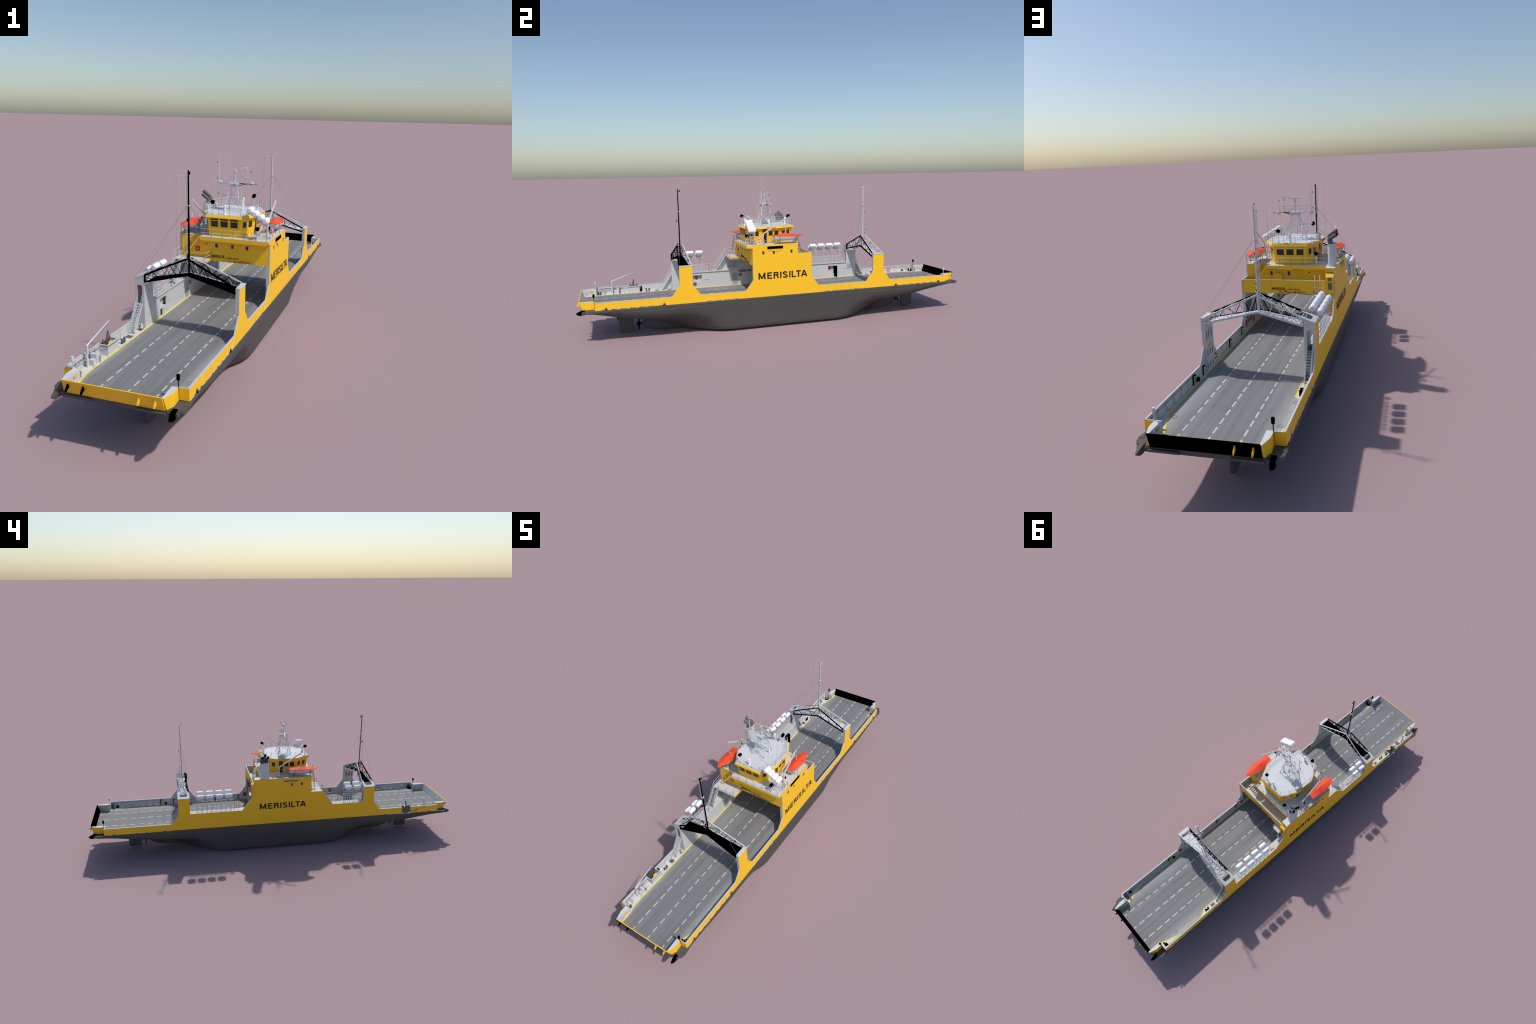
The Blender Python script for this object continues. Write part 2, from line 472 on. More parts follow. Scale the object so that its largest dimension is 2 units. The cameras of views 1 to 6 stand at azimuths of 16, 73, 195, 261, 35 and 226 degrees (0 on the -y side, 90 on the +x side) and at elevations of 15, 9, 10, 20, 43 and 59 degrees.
def build_hull():
    mb = MB()
    ys = [i * 0.02 for i in range(0, 47)] + [0.93, 0.94, 0.948, 0.954, 0.959, 0.964, 0.968, 0.971, 0.974]
    ys = [-y for y in ys[:0:-1]] + ys
    rings = []
    for y in ys:
        h = hull_section(y)
        rings.append([(-x, y, z) for x, z in h[:0:-1]] + [(x, y, z) for x, z in h])
    n = len(rings[0])
    mb.loft(rings, 0, False, True, closed=False)
    # flat top plate and end plates
    vs = [r[0] for r in rings] + [r[-1] for r in rings]
    k = len(rings)
    mb.add(vs, [(i, i + 1, k + i + 1, k + i) for i in range(k - 1)], 0, False)
    mb.add(rings[0], [tuple(range(n))], 0)
    mb.add(rings[-1], [tuple(range(n))], 0)
    bm = bmesh.new()
    me = mb.mesh("hull", HULL)
    bm.from_mesh(me)
    bmesh.ops.remove_doubles(bm, verts=bm.verts, dist=1e-5)
    bmesh.ops.recalc_face_normals(bm, faces=bm.faces)
    for e in bm.edges:
        if len(e.link_faces) == 2 and e.calc_face_angle() > 0.7:
            e.smooth = False
    bm.to_mesh(me)
    bm.free()
    hull = place(me, "hull", ROOT)
    # shaft skegs at both ends
    for sgn in (1, -1):
        mb = MB()
        rings = []
        for y, t, z0, z1 in ((.46, .030, .0, .06), (.50, .026, .0, .07), (.54, .017, .0, .075), (.60, .0125, .0, .075),
                             (.63, .0115, .003, .075), (.655, .011, .010, .073), (.675, .0115, .017, .067),
                             (.69, .0115, .0245, .060), (.70, .010, .031, .054), (.708, .0065, .037, .048), (.7115, .002, .041, .0435)):
            ring = []
            for k in range(16):
                a = 2 * math.pi * k / 16
                c, s_ = math.cos(a), math.sin(a)
                ring.append((t * math.copysign(abs(c) ** 0.7, c), sgn * y, (z0 + z1) / 2 + (z1 - z0) / 2 * math.copysign(abs(s_) ** 0.7, s_)))
            rings.append(ring)
        mb.loft(rings)
        mb.obj("skeg", HULL, hull)
        # rudder: rounded blade with horn block above it
        mb = MB()
        prof = [(.7485, .002), (.800, .0), (.809, .002), (.815, .008), (.8165, .016), (.8162, .085), (.7485, .085)]
        for i, hw in ((0, 1),):
            r = []
            for hx in (-1, -0.55, 0.55, 1):
                sh = 1 if abs(hx) < .9 else 0.0
                r.append([(hx * 0.0062, sgn * (yy if sh else yy + (0.780 - yy) * 0.12), zz + (0 if sh else .002 * (zz < .02))) for yy, zz in prof])
            mb.loft(r, 0, True, False)
        mb.obj("rudder", HULL, hull)
        mb = MB()
        mb.box(-.011, .011, min(sgn * .805, sgn * .826), max(sgn * .805, sgn * .826), .0685, .11)
        mb.obj("rudder_horn", HULL, hull)
        # four-bladed propeller
        mb = MB()
        yc, zc = sgn * .7225, .0405
        mb.tube([(0, sgn * .710, zc), (0, sgn * .733, zc)], .0055, 12)
        for q in range(4):
            a0 = math.radians(8 + 90 * q)
            vs = []
            for rr, cw in ((.004, .006), (.014, .012), (.024, .015), (.031, .011), (.035, .003)):
                for side in (-1, 1):
                    da = side * cw / max(rr, .012) * .5
                    a = a0 + da
                    vs.append((rr * math.sin(a), yc + side * .0045 * (1 - rr / .05), zc + rr * math.cos(a)))
            top = vs
            bot = [(x, y + .0012, z) for x, y, z in vs]
            n = len(vs)
            fs = []
            for i in range(4):
                fs.append((2 * i, 2 * i + 1, 2 * i + 3, 2 * i + 2))
                fs.append((n + 2 * i, n + 2 * i + 2, n + 2 * i + 3, n + 2 * i + 1))
                fs.append((2 * i, 2 * i + 2, n + 2 * i + 2, n + 2 * i))
                fs.append((2 * i + 1, n + 2 * i + 1, n + 2 * i + 3, 2 * i + 3))
            mb.add(top + bot, fs)
        mb.obj("propeller", BROWN if sgn > 0 else BLACK, hull)
    # rubbing strake with a shadow groove under it
    mb = MB()
    for sx in (1, -1):
        def sec(y):
            ay = abs(y)
            w = .1842 if ay < .90 else .1842 + .0058 * min(1, (ay - .90) / .042)
            return [(sx * .178, y, .1655), (sx * w, y, .1655), (sx * (w + .0008), y, .1645), (sx * (w + .0008), y, .1560), (sx * w, y, .1550), (sx * .178, y, .1550)]
        mb.loft([sec(-.942 + i * .0471 / 2.5 * 1.0) for i in range(101)], 0, True, False)
    mb.obj("rubbing_strake", HULL, hull)
    # guide horns at the four corners
    for sy in (1, -1):
        for sx in (1, -1):
            mb = MB()
            x0 = sx * .1645
            st = [(.962, .0062, .149, .1665), (.975, .0062, .1470, .1670), (.985, .0052, .1462, .1648), (.993, .004, .1480, .1612), (1.0, .0022, .1530, .1575)]
            rings = [[(x0 - w, sy * y, a), (x0 + w, sy * y, a), (x0 + w, sy * y, b), (x0 - w, sy * y, b)] for y, w, a, b in st]
            mb.loft(rings, 0, True, False)
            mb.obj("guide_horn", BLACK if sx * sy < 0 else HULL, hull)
            mb = MB()
            mb.box(min(sx * .140, sx * .176), max(sx * .140, sx * .176), min(sy * .966, sy * .9765), max(sy * .966, sy * .9765), .151, .1622)
            mb.box(min(sx * .065, sx * .145), max(sx * .065, sx * .145), min(sy * .970, sy * .9815), max(sy * .970, sy * .9815), .1565, .1595)
            mb.box(min(sx * .065, sx * .145), max(sx * .065, sx * .145), min(sy * .970, sy * .979), max(sy * .970, sy * .979), .1520, .1550)
            mb.obj("hinge_bar", HULL, hull)
    return hull
build_hull()

# ------------------------------------------------------------------ car deck and its paint
def strip(mb, pts, w, z0, z1):
    """painted stripe: a thin raised band following a plan polyline"""
    P = [Vector((p[0], p[1])) for p in pts]
    L, R = [], []
    for i, p in enumerate(P):
        if i == 0: d = (P[1] - p).normalized()
        elif i == len(P) - 1: d = (p - P[i - 1]).normalized()
        else: d = ((P[i + 1] - p).normalized() + (p - P[i - 1]).normalized()).normalized()
        n = Vector((-d.y, d.x)) * (w / 2)
        L.append(p + n); R.append(p - n)
    for i in range(len(P) - 1):
        q = [L[i], L[i + 1], R[i + 1], R[i]]
        mb.prism([(v.x, v.y) for v in q], 'z', z0, z1)

def build_deck():
    deck = empty("car_deck", ROOT)
    mb = MB()
    mb.prism([(-.1775, -.9185), (-.149, -.9185), (-.147, -.9735), (.147, -.9735), (.149, -.9185), (.1775, -.9185),
              (.1775, .9185), (.149, .9185), (.147, .9735), (-.147, .9735), (-.149, .9185), (-.1775, .9185)], 'z', .1652, Z_DECK)
    mb.obj("roadway", DECK, deck)
    sb = [(.1338, -.9725), (.1338, -.916), (.1676, -.818), (.1676, .818), (.1338, .916), (.1338, .9725)]
    pa = [(-.1330, -.9725), (-.1350, -.917), (-.1432, -.8815), (-.1450, -.84), (-.1456, .6635), (-.1625, .680), (-.1672, .75), (-.1672, .818), (-.1338, .916), (-.1338, .9725)]
    mb = MB()
    strip(mb, sb, .0042, Z_DECK, .16665)
    strip(mb, pa, .0042, Z_DECK, .16665)
    mb.obj("boundary_line", LINE, deck)
    # pale walkway areas outside the line
    mb = MB()
    mb.prism([(.1676, -.818), (.1676, .818), (.1338, .916), (.1338, .9185), (.1772, .9185), (.1772, -.9185), (.1338, -.9185), (.1338, -.916)], 'z', .1655, .16635)
    mb.prism([(-.135, -.917), (-.1432, -.8815), (-.1456, -.84), (-.1456, .6635), (-.1625, .68), (-.1672, .75), (-.1672, .818), (-.1338, .916), (-.1338, .9185), (-.1772, .9185), (-.1772, -.9185)], 'z', .1655, .16635)
    mb.obj("walkway_paint", PALE, deck)
    mb = MB()
    for x, y in ((-.145, -.832), (-.1568, -.70), (.1453, -.832), (.1453, .832), (-.1449, .832), (-.156, .70), (.158, -.70)):
        mb.torus((x, y, .1664), 'z', .0072, .0006, 28, 4)
    mb.obj("manhole_rim", SEAM, deck)
    mb = MB()
    for x0, y0, sx, sy in ((.018, -.775, .016, .018), (.018, .757, .016, .018)):
        for a, b in (((x0, y0), (x0 + sx, y0)), ((x0 + sx, y0), (x0 + sx, y0 + sy)), ((x0 + sx, y0 + sy), (x0, y0 + sy)), ((x0, y0 + sy), (x0, y0))):
            mb.bar((a[0], a[1], .1659), (b[0], b[1], .1659), .0009, .0006)
    for a, b in (((.037, .376), (.037, .432)), ((-.0386, .376), (-.0386, .436))):
        mb.bar((a[0], a[1], .1659), (b[0], b[1], .1659), .0011, .0006)
    mb.obj("hatch_seam", SEAM, deck)
build_deck()

# ------------------------------------------------------------------ shell plating, bulwarks, pillars
def shell():
    sh = empty("side_plating", ROOT)
    # starboard: low bulwark for the whole length, set in behind the proud plates
    mb = MB()
    slots = []
    for a, b in ((-.89, -.60), (-.41, -.24), (.20, .42), (.60, .89)):
        y = a
        while y < b - .02:
            slots.append((y, y + .027, .1660, .1684))
            y += .042
    mb.wall('x', .1782, .1816, -.9165, .9165, .1662, .2015, slots)
    for i, f in enumerate(mb.f):
        mb.m[i] = 0 if all(mb.v[k][0] > .1815 for k in f) else 1
    mb.obj("bulwark", (YEL, WHT), sh)
    mb = MB()
    mb.prism([(-.599, .1658), (-.5725, .202), (-.534, .2545), (-.534, .3418), (-.4735, .3418), (-.4735, .2520), (-.4352, .202), (-.4091, .1658)], 'x', .1776, .1827, 1, 1, 0)
    mb.prism([(.599, .1658), (.5737, .202), (.534, .2545), (.534, .3418), (.4735, .3418), (.4735, .2545), (.434, .202), (.4098, .1658)], 'x', .1776, .1827, 1, 1, 0)
    mb.prism([(-.241, .1658), (-.2145, .202), (-.1765, .2515), (-.1765, .4072), (-.204, .4118), (-.2062, .4225), (.0565, .4225), (.0565, .3733), (.1287, .3733), (.1287, .2525), (.1671, .202), (.194, .1658)], 'x', .1776, .1827, 1, 1, 0)
    mb.obj("raised_side_plate", (YEL, WHT), sh)
    # port: one tall plate with the anchor pocket cut out near the bow
    mb = MB()
    mb.prism([(.9165, .1662), (.9165, .2015), (.5705, .2015), (.534, .2545), (.534, .3418), (.4735, .3418), (.4735, .2540),
              (.198, .2540), (.1325, .3400), (.1325, .4225), (-.1745, .4225), (-.1745, .3347), (-.2372, .3347), (-.2965, .2540), (-.4735, .2540),
              (-.4735, .3418), (-.534, .3418), (-.534, .2545), (-.5717, .2015), (-.7045, .2015), (-.7045, .1662)], 'x', -.1827, -.1780, 1, 0, 1)
    mb.prism([(-.7578, .1662), (-.7578, .2015), (-.9165, .2015), (-.9165, .1662)], 'x', -.1827, -.1780, 1, 0, 1)
    mb.obj("raised_side_plate", (YEL, WHT), sh)
    # light showing through the scupper slots, modelled as broken pale bars
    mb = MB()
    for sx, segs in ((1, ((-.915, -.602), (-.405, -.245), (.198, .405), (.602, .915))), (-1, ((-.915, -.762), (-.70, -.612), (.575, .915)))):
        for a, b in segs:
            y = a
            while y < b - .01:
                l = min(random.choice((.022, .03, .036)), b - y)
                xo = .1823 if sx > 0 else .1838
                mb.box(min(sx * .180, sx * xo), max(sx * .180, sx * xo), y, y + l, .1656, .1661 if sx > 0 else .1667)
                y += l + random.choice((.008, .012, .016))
    o = mb.obj("scupper_light_dash", STEEL, sh); o["kind"] = "stuff"
    # bulwark top rails
    mb = MB()
    for a, b in ((-.9192, -.5725), (-.4352, -.2145), (.1671, .434), (.5737, .9192)):
        mb.box(.1774, .1824, a, b, .2005, .2026)
    for a, b in ((-.9192, -.7578), (-.7045, -.5717), (.5705, .9192)):
        mb.box(-.1824, -.1768, a, b, .2016, .2026)
    mb.obj("bulwark_rail", WHT, sh)
    # stanchions inside the bulwarks
    mb = MB()
    for y in [(-.88 + .047 * i) for i in range(38)]:
        if not (abs(abs(y) - .504) < .1 or -.245 < y < .2):
            mb.box(.1752, .1783, y - .0006, y + .0006, .1663, .2000)
        if abs(y) > .58 and not (-.77 < y < -.69):
            mb.box(-.1781, -.1750, y - .0006, y + .0006, .1663, .2000)
    o = mb.obj("bulwark_stanchion", WHT, sh); o["kind"] = "stuff"
    mb = MB()
    for a, b in ((-.90, -.60), (.62, .90)):
        mb.tube([(.1745, a, .1675), (.1745, a, .1955), (.1745, b, .1955), (.1745, b, .1675)], .0009, 6)
    mb.tube([(-.1735, .70, .1675), (-.1735, .70, .1955), (-.1735, .895, .1955), (-.1735, .895, .1675)], .0009, 6)
    mb.tube([(-.1735, -.90, .192), (-.1735, -.79, .192)], .0009, 6)
    mb.obj("service_pipe", POST, sh)
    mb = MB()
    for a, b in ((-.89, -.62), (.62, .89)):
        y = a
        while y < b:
            mb.box(-.1780, -.1775, y, y + .026, .1668, .1684)  # white bar drawn for sunlight coming through the gap below the plate
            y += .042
    o = mb.obj("freeing_port_sun_bar", RAFT, sh); o["kind"] = "stuff"
    # cross bulwarks at the ends and the white boxes beside the ramps
    for sy in (1, -1):
        for sx in (1, -1):
            mb = MB()
            xo = .1817 if sx > 0 else .1828
            q = [(sx * .1352, .1662), (sx * xo, .1662), (sx * xo, .2014), (sx * .1352, .2014)]
            a, b = sorted((sy * .9198, sy * .9166))
            mb.prism(q, 'y', a, b, 1, 0 if sy < 0 else 1, 0 if sy > 0 else 1)
            mb.box(min(sx * xo, sx * (xo + .0004)), max(sx * xo, sx * (xo + .0004)), a, b, .1664, .2012, 0)
            mb.obj("end_bulwark", (YEL, WHT), sh)
            mb = MB()
            top = [(sx * .1355, sy * .9200), (sx * .1535, sy * .9205), (sx * .1538, sy * .950), (sx * .1432, sy * .9845), (sx * .1375, sy * .9848)]
            bot = [(sx * .1355, sy * .9200), (sx * .1540, sy * .9205), (sx * .1560, sy * .952), (sx * .1467, sy * .9738), (sx * .1375, sy * .9742)]
            vs = [(x, y, .2020) for x, y in top] + [(x, y, .1660) for x, y in bot]
            fs = [(0, 1, 2, 3, 4), (9, 8, 7, 6, 5)] + [(i, i + 5, (i + 1) % 5 + 5, (i + 1) % 5) for i in range(5)]
            #            top bottom  rear  outer outer front inner
            mb.add(vs, fs, [1, 0, 0, 0, 0, 0, 1])
            mb.obj("ramp_side_box", (YEL, ROOF), sh)
            mb = MB()
            xi = sx * .1350
            mb.box(min(xi, xi - sx * .0006), max(xi, xi - sx * .0006), min(sy * .9325, sy * .9465), max(sy * .9325, sy * .9465), .1858, .1945)
            mb.obj("warning_sign", SIGN, sh)
            # looped hose on the box
            mb = MB()
            mb.tube([(xi - sx * .0008, sy * .957, .190), (xi - sx * .001, sy * .960, .180), (xi - sx * .001, sy * .965, .177), (xi - sx * .0008, sy * .969, .182), (xi - sx * .0008, sy * .971, .194)], .0006, 5)
            mb.obj("hose", WIRE, sh)
            # lamp post on each corner
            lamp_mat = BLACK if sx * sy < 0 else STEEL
            mb = MB()
            yl, xl = sy * .9215, sx * .1530
            mb.tube([(xl, yl, .1662), (xl, yl, .2300)], .0013, 8)
            mb.tube([(xl, yl, .2225), (xl, yl, .2368)], .0046, 10)
            mb.tube([(xl, yl + sy * .003, .2290), (xl, yl + sy * .0055, .2290)], .003, 8)
            mb.obj("corner_lamp", lamp_mat, sh)
    # hooded fairleads low on both sides
    for sx in (1, -1):
        for y in (-.8705, -.6095, .6095, .8705):
            mb = MB()
            x0 = sx * .1818
            for r, h, mi, d in ((.0048, .011, 0, .0022), (.0030, .008, 1, .0026)):
                out = [(-r, 0), (r, 0), (r, h - r)] + [(r * math.cos(a), h - r + r * math.sin(a)) for a in [math.pi * k / 8 for k in range(1, 8)]] + [(-r, h - r)]
                mb.prism([(y + p, .1650 + q + (0 if mi == 0 else .0045)) for p, q in out], 'x', min(x0, x0 + sx * d), max(x0, x0 + sx * d), mi)
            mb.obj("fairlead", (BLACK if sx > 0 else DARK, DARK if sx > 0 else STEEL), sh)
shell()

def pillars():
    for sy in (-1, 1):
        g = empty("portal_pillar", ROOT)
        a, b = sorted((sy * .4735, sy * .5338))
        # starboard box pillar: inner face pierced by three rows of three slots
        mb = MB()
        ys = [sy * .4895, sy * .5085, sy * .5265]
        holes = []
        for z0, z1 in ((.2730, .3010), (.2170, .2370), (.1780, .1925)):
            for y in ys:
                holes.append((y - .0033, y + .0033, z0, z1))
        mb.wall('x', .1692, .1705, a + .0006, b - .0006, .1660, .3415, holes)
        mb.box(.1706, .1775, a + .0004, a + .002, .1664, .3412)
        mb.box(.1706, .1775, b - .002, b - .0004, .1664, .3412)
        mb.obj("inner_wall", WHT, g)
        mb = MB()
        mb.box(.1735, .1768, a + .003, b - .003, .170, .338)
        mb.obj("slot_backing", LOUV, g)
        mb = MB()
        mb.box(.1690, .1845, a - .0008, b + .0012, .3420, .3452)
        mb.obj("cap", ROOF, g)
        mb = MB()
        mb.box(.1686, .1691, min(sy * .4935, sy * .523), max(sy * .4935, sy * .523), .2450, .2540)
        mb.obj("warning_sign", SIGN, g)
        # port pillar with arched walkway passage
        mb = MB()
        x0, x1, zt = -.1778, -.1480, .3420
        hx0, hx1, hz0, hz1 = -.1752, -.1558, .2535, .3185
        r = .0085
        arch = [(hx0, hz0), (hx0, hz1 - r)] + [(hx0 + r - r * math.cos(t), hz1 - r + r * math.sin(t)) for t in [math.pi / 2 * k / 5 for k in range(1, 6)]]
        arch += [(hx1 - r + r * math.sin(t), hz1 - r + r * math.cos(t)) for t in [math.pi / 2 * k / 5 for k in range(0, 6)]] + [(hx1, hz0)]
        for y0, y1 in ((a, a + .004), (b - .004, b)):
            left = [(x0, .1664), (x0, zt)] + [(x1, zt + .020), (x1, .1664)]
            outline = [(x0, .1664), (x0, zt), (x1, zt + .0135), (x1, .1664), (hx1, .1664), (hx1, hz0)]
            outline += arch[::-1][1:] + [(hx0, .1664)]
            mb.prism(outline, 'y', y0, y1)
            mb.box(hx0, hx1, y0 + .0003, y1 - .0003, .1664, hz0)
        mb.box(-.1495, -.1480, a + .004, b - .004, .1664, .3540)
        mb.box(-.1778, -.1770, a + .004, b - .004, .2540, .3418)
        mb.box(-.1545, -.1535, a + .004, b - .004, .2540, .3300)
        mb.obj("arched_pillar", WHT, g)
        # sloping gusset plate with a rounded hole on top
        mb = MB()
        def zc(x): return .3425 + (x + .1827) * .0140 / .0365 + .0006
        m0, m1 = sy * .4725, sy * .5345
        outer = [(-.1835, m0), (-.1450, m0), (-.128, sy * .4800), (-.1300, sy * .5270), (-.1450, m1), (-.1835, m1)]
        inner = [(-.1690, sy * .488), (-.1600, sy * .484), (-.1450, sy * .4835), (-.1450, sy * .5235), (-.1600, sy * .523), (-.1690, sy * .519)]
        n = 6
        vs = [(x, y, zc(x)) for x, y in outer] + [(x, y, zc(x)) for x, y in inner]
        vs += [(x, y, z - .0028) for x, y, z in vs]
        fs = []
        for i in range(n):
            j = (i + 1) % n
            if i == 2:
                continue
            fs += [(i, j, n + j, n + i), (2 * n + i, 3 * n + i, 3 * n + j, 2 * n + j), (i, 2 * n + i, 2 * n + j, j), (n + i, n + j, 3 * n + j, 3 * n + i)]
        fs += [(2, 2 * n + 2, 3 * n + 2, n + 2), (3, n + 3, 3 * n + 3, 2 * n + 3)]
        mb.add(vs, fs)
        mb.obj("gusset_cap", ROOF, g)
        if sy < 0:
            mb = MB()
            mb.box(-.1668, -.1560, -.530, -.505, .3000, .3175)
            mb.obj("lifesaving_cabinet", RED, g)
        mb = MB()
        mb.tube([(-.1474, sy * .5250, .256), (-.1474, sy * .5250, .252), (-.1474, sy * .4850, .252), (-.1474, sy * .4850, .2)], .0007, 5)
        mb.obj("conduit", STEEL, g)
pillars()

# ------------------------------------------------------------------ gantry trusses with signal masts
def gantry(sy):
    g = empty("gantry", ROOT)
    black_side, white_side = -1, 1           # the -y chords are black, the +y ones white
    PX, SX = -.1466, .1708
    def yside(side, x, low=False):
        t = 1 - abs(x / (PX if x < 0 else SX))
        half = .0297 + (.0140 - .0297) * t
        return sy * .5035 + side * half
    def ztop(x):
        return .4190 + (.3540 - .4190) * (x / PX) if x < 0 else .4190 + (.3450 - .4190) * (x / SX)
    def zlow(x):
        return .3650 + (.3310 - .3650) * (x / PX) if x < 0 else .3650 + (.3275 - .3650) * (x / SX)
    for side in (-1, 1):
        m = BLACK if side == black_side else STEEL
        mb = MB()
        for zf, w in ((ztop, .0050), (zlow, .0056)):
            for x0, x1 in ((PX, 0.0), (0.0, SX)):
                mb.bar((x0, yside(side, x0), zf(x0)), (x1, yside(side, x1), zf(x1)), .0042, w)
        mb.bar((PX + .002, yside(side, PX), ztop(PX)), (PX + .002, yside(side, PX), zlow(PX)), .004)
        mb.obj("chord", m, g)
        mb = MB()
        for end, n in ((PX, 5), (SX, 6)):
            for i in range(n):
                xa, xb = end * (i + .12) / n, end * (i + 1.0) / n
                p = (xa, yside(side, xa), ztop(xa) if i % 2 == 0 else zlow(xa))
                q = (xb, yside(side, xb), zlow(xb) if i % 2 == 0 else ztop(xb))
                mb.bar(p, q, .0020)
        mb.obj("web_brace", m, g)
    # floor plate
    mb = MB()
    vs, fs = [], []
    xs = [PX + .01, PX * .8, PX * .5, PX * .25, 0, SX * .25, SX * .5, SX * .8, SX - .001]
    for x in xs:
        vs += [(x, yside(-1, x) + .001, zlow(x) + .0010), (x, yside(1, x) - .001, zlow(x) + .0010), (x, yside(-1, x) + .001, zlow(x) - .0010), (x, yside(1, x) - .001, zlow(x) - .0010)]
    for i in range(len(xs) - 1):
        o = 4 * i
        fs += [(o, o + 4, o + 5, o + 1), (o + 2, o + 3, o + 7, o + 6), (o, o + 2, o + 6, o + 4), (o + 1, o + 5, o + 7, o + 3)]
    fs += [(0, 1, 3, 2), (o + 4, o + 6, o + 7, o + 5)]
    mb.add(vs, fs)
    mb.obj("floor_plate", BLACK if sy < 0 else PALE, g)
    # lattice between the two top chords and lamps under the beam
    mb = MB()
    for end in (PX, SX):
        xs = [end * t for t in (.04, .28, .52, .76, .96)]
        for i, x in enumerate(xs):
            mb.bar((x, yside(-1, x), ztop(x)), (x, yside(1, x), ztop(x)), .0018)
            if i:
                s = 1 if i % 2 else -1
                mb.bar((xs[i - 1], yside(-s, xs[i - 1]), ztop(xs[i - 1])), (x, yside(s, x), ztop(x)), .0015)
            mb.bar((x, yside(-1, x), ztop(x)), (x, yside(1, x), zlow(x)), .0011)
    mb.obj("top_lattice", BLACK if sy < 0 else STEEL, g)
    mb = MB()
    for x in (-.11, .09):
        mb.box(x - .006, x + .006, sy * .5035 - .003, sy * .5035 + .003, zlow(x) - .006, zlow(x) - .003)
    mb.obj("deck_lamp", STEEL, g)
    # signal mast on the apex
    ms = empty("signal_mast", ROOT)
    my = sy * .5035
    mb = MB()
    mb.tube([(0, my, .366), (0, my, .560), (0, my, .692)], .0031, 10, r1=.0023)
    if sy < 0:
        mb.cyl((0, my, .692), (0, my, .6995), .0021)
        mb.cyl((0, my, .6905), (0, my, .6915), .0042)
        mb.bar((0, my, .6865), (0, my + .0130, .6865), .0022)
        mb.cyl((0, my + .010, .687), (0, my + .010, .6945), .0018)
    else:
        mb.cyl((0, my + .0085, .6905), (0, my + .0085, .693), .0035)
        mb.bar((0, my, .6885), (0, my - .011, .6885), .0025)
    lamps = (.5415, .4245) if sy < 0 else (.5415, .4480, .4290)
    for z in lamps:
        mb.bar((0, my, z), (0, my + sy * .0155, z), .0022)
        mb.cyl((0, my + sy * .0115, z), (0, my + sy * .0115, z + .0012), .0038)
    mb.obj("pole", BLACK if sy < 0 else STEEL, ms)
    mb = MB()
    for z in lamps:
        mb.cyl((0, my + sy * .0115, z + .0013), (0, my + sy * .0115, z + .0075), .0017)
        mb.cyl((0, my + sy * .0115, z + .0077), (0, my + sy * .0115, z + .0083), .0024)
    mb.cyl((0, my - .011 * (sy > 0), .6925 + .003 * (sy < 0)), (0, my - .011 * (sy > 0), .6985), .0018)
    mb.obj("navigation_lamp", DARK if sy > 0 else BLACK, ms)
    mb = MB()
    mb.cyl((0, my, .5885), (0, my, .5905), .0062)
    gx = -.0415
    mb.tube([(0, my, .6790), (gx, my, .6805)], .0009, 6)
    mb.tube([(-.005, my, .662), (-.014, my, .6795)], .0007, 5)
    # climbing lattice
    for dx in (-.0046, -.0092):
        mb.tube([(dx, my, .405), (dx, my, .680)], .0008, 5)
    z = .41
    k = 0
    while z < .672:
        xa, xb = (-.0046, -.0092) if k % 2 else (-.0092, -.0046)
        mb.tube([(xa, my, z), (xb, my, z + .010)], .0005, 4)
        z += .010
        k += 1
    mb.tube([(-.012, my + sy * .006, .4230), (.002, my + sy * .026, .4230)], .0009, 5)
    mb.obj("lattice", STEEL, ms)
    mb = MB()
    mb.tube([(gx, my, .6805), (gx - .004, my, .425)], .00035, 4)
    for x, z in ((-.1815, .345), (.1805, .3455)):
        for dy in (-.029, .029):
            mb.tube([(math.copysign(.004, x), my + math.copysign(.003, dy), .5885), (x, my + dy, z)], .0003, 4)
    mb.obj("stay_wire", WIRE, ms)
gantry(-1)
gantry(1)

# ------------------------------------------------------------------ port side house, walkways, stairs
def staircase(name, p, q, axis, w0, w1, n, m_str, m_tread, parent, rails=True, rail_h=.030, double=True):
    """straight stair from foot p=(a,z) to head q=(a,z) along axis; w0..w1 = extent across"""
    st = empty(name, parent)
    def P(a, c, z): return (a, c, z) if axis == 'x' else (c, a, z)
    mb = MB()
    for c in (w0, w1):
        A, B_ = Vector(P(p[0], c, p[1])), Vector(P(q[0], c, q[1]))
        mb.bar(A, B_, .0014, .0052)
    mb.obj("stringer", m_str, st)
    mb = MB()
    dx = (q[0] - p[0]) / n
    for i in range(n):
        t = (i + .6) / n
        a, z = p[0] + (q[0] - p[0]) * t, p[1] + (q[1] - p[1]) * t
        r = abs(dx) * .42
        if axis == 'x': mb.box(a - r, a + r, w0, w1, z - .0006, z + .0006)
        else: mb.box(w0, w1, a - r, a + r, z - .0006, z + .0006)
    o = mb.obj("tread", m_tread, st); o["kind"] = "stuff"
    if rails:
        mb = MB()
        for c in (w0, w1):
            for h in (rail_h * .55, rail_h):
                mb.tube([P(p[0], c, p[1] + h), P(q[0], c, q[1] + h)], .0006, 5)
            for t in (0, .33, .66, 1):
                a, z = p[0] + (q[0] - p[0]) * t, p[1] + (q[1] - p[1]) * t
                mb.tube([P(a, c, z), P(a, c, z + rail_h)], .0006, 5)
        mb.obj("handrail", STEEL if m_str is not YEL else POST, st)
    return st

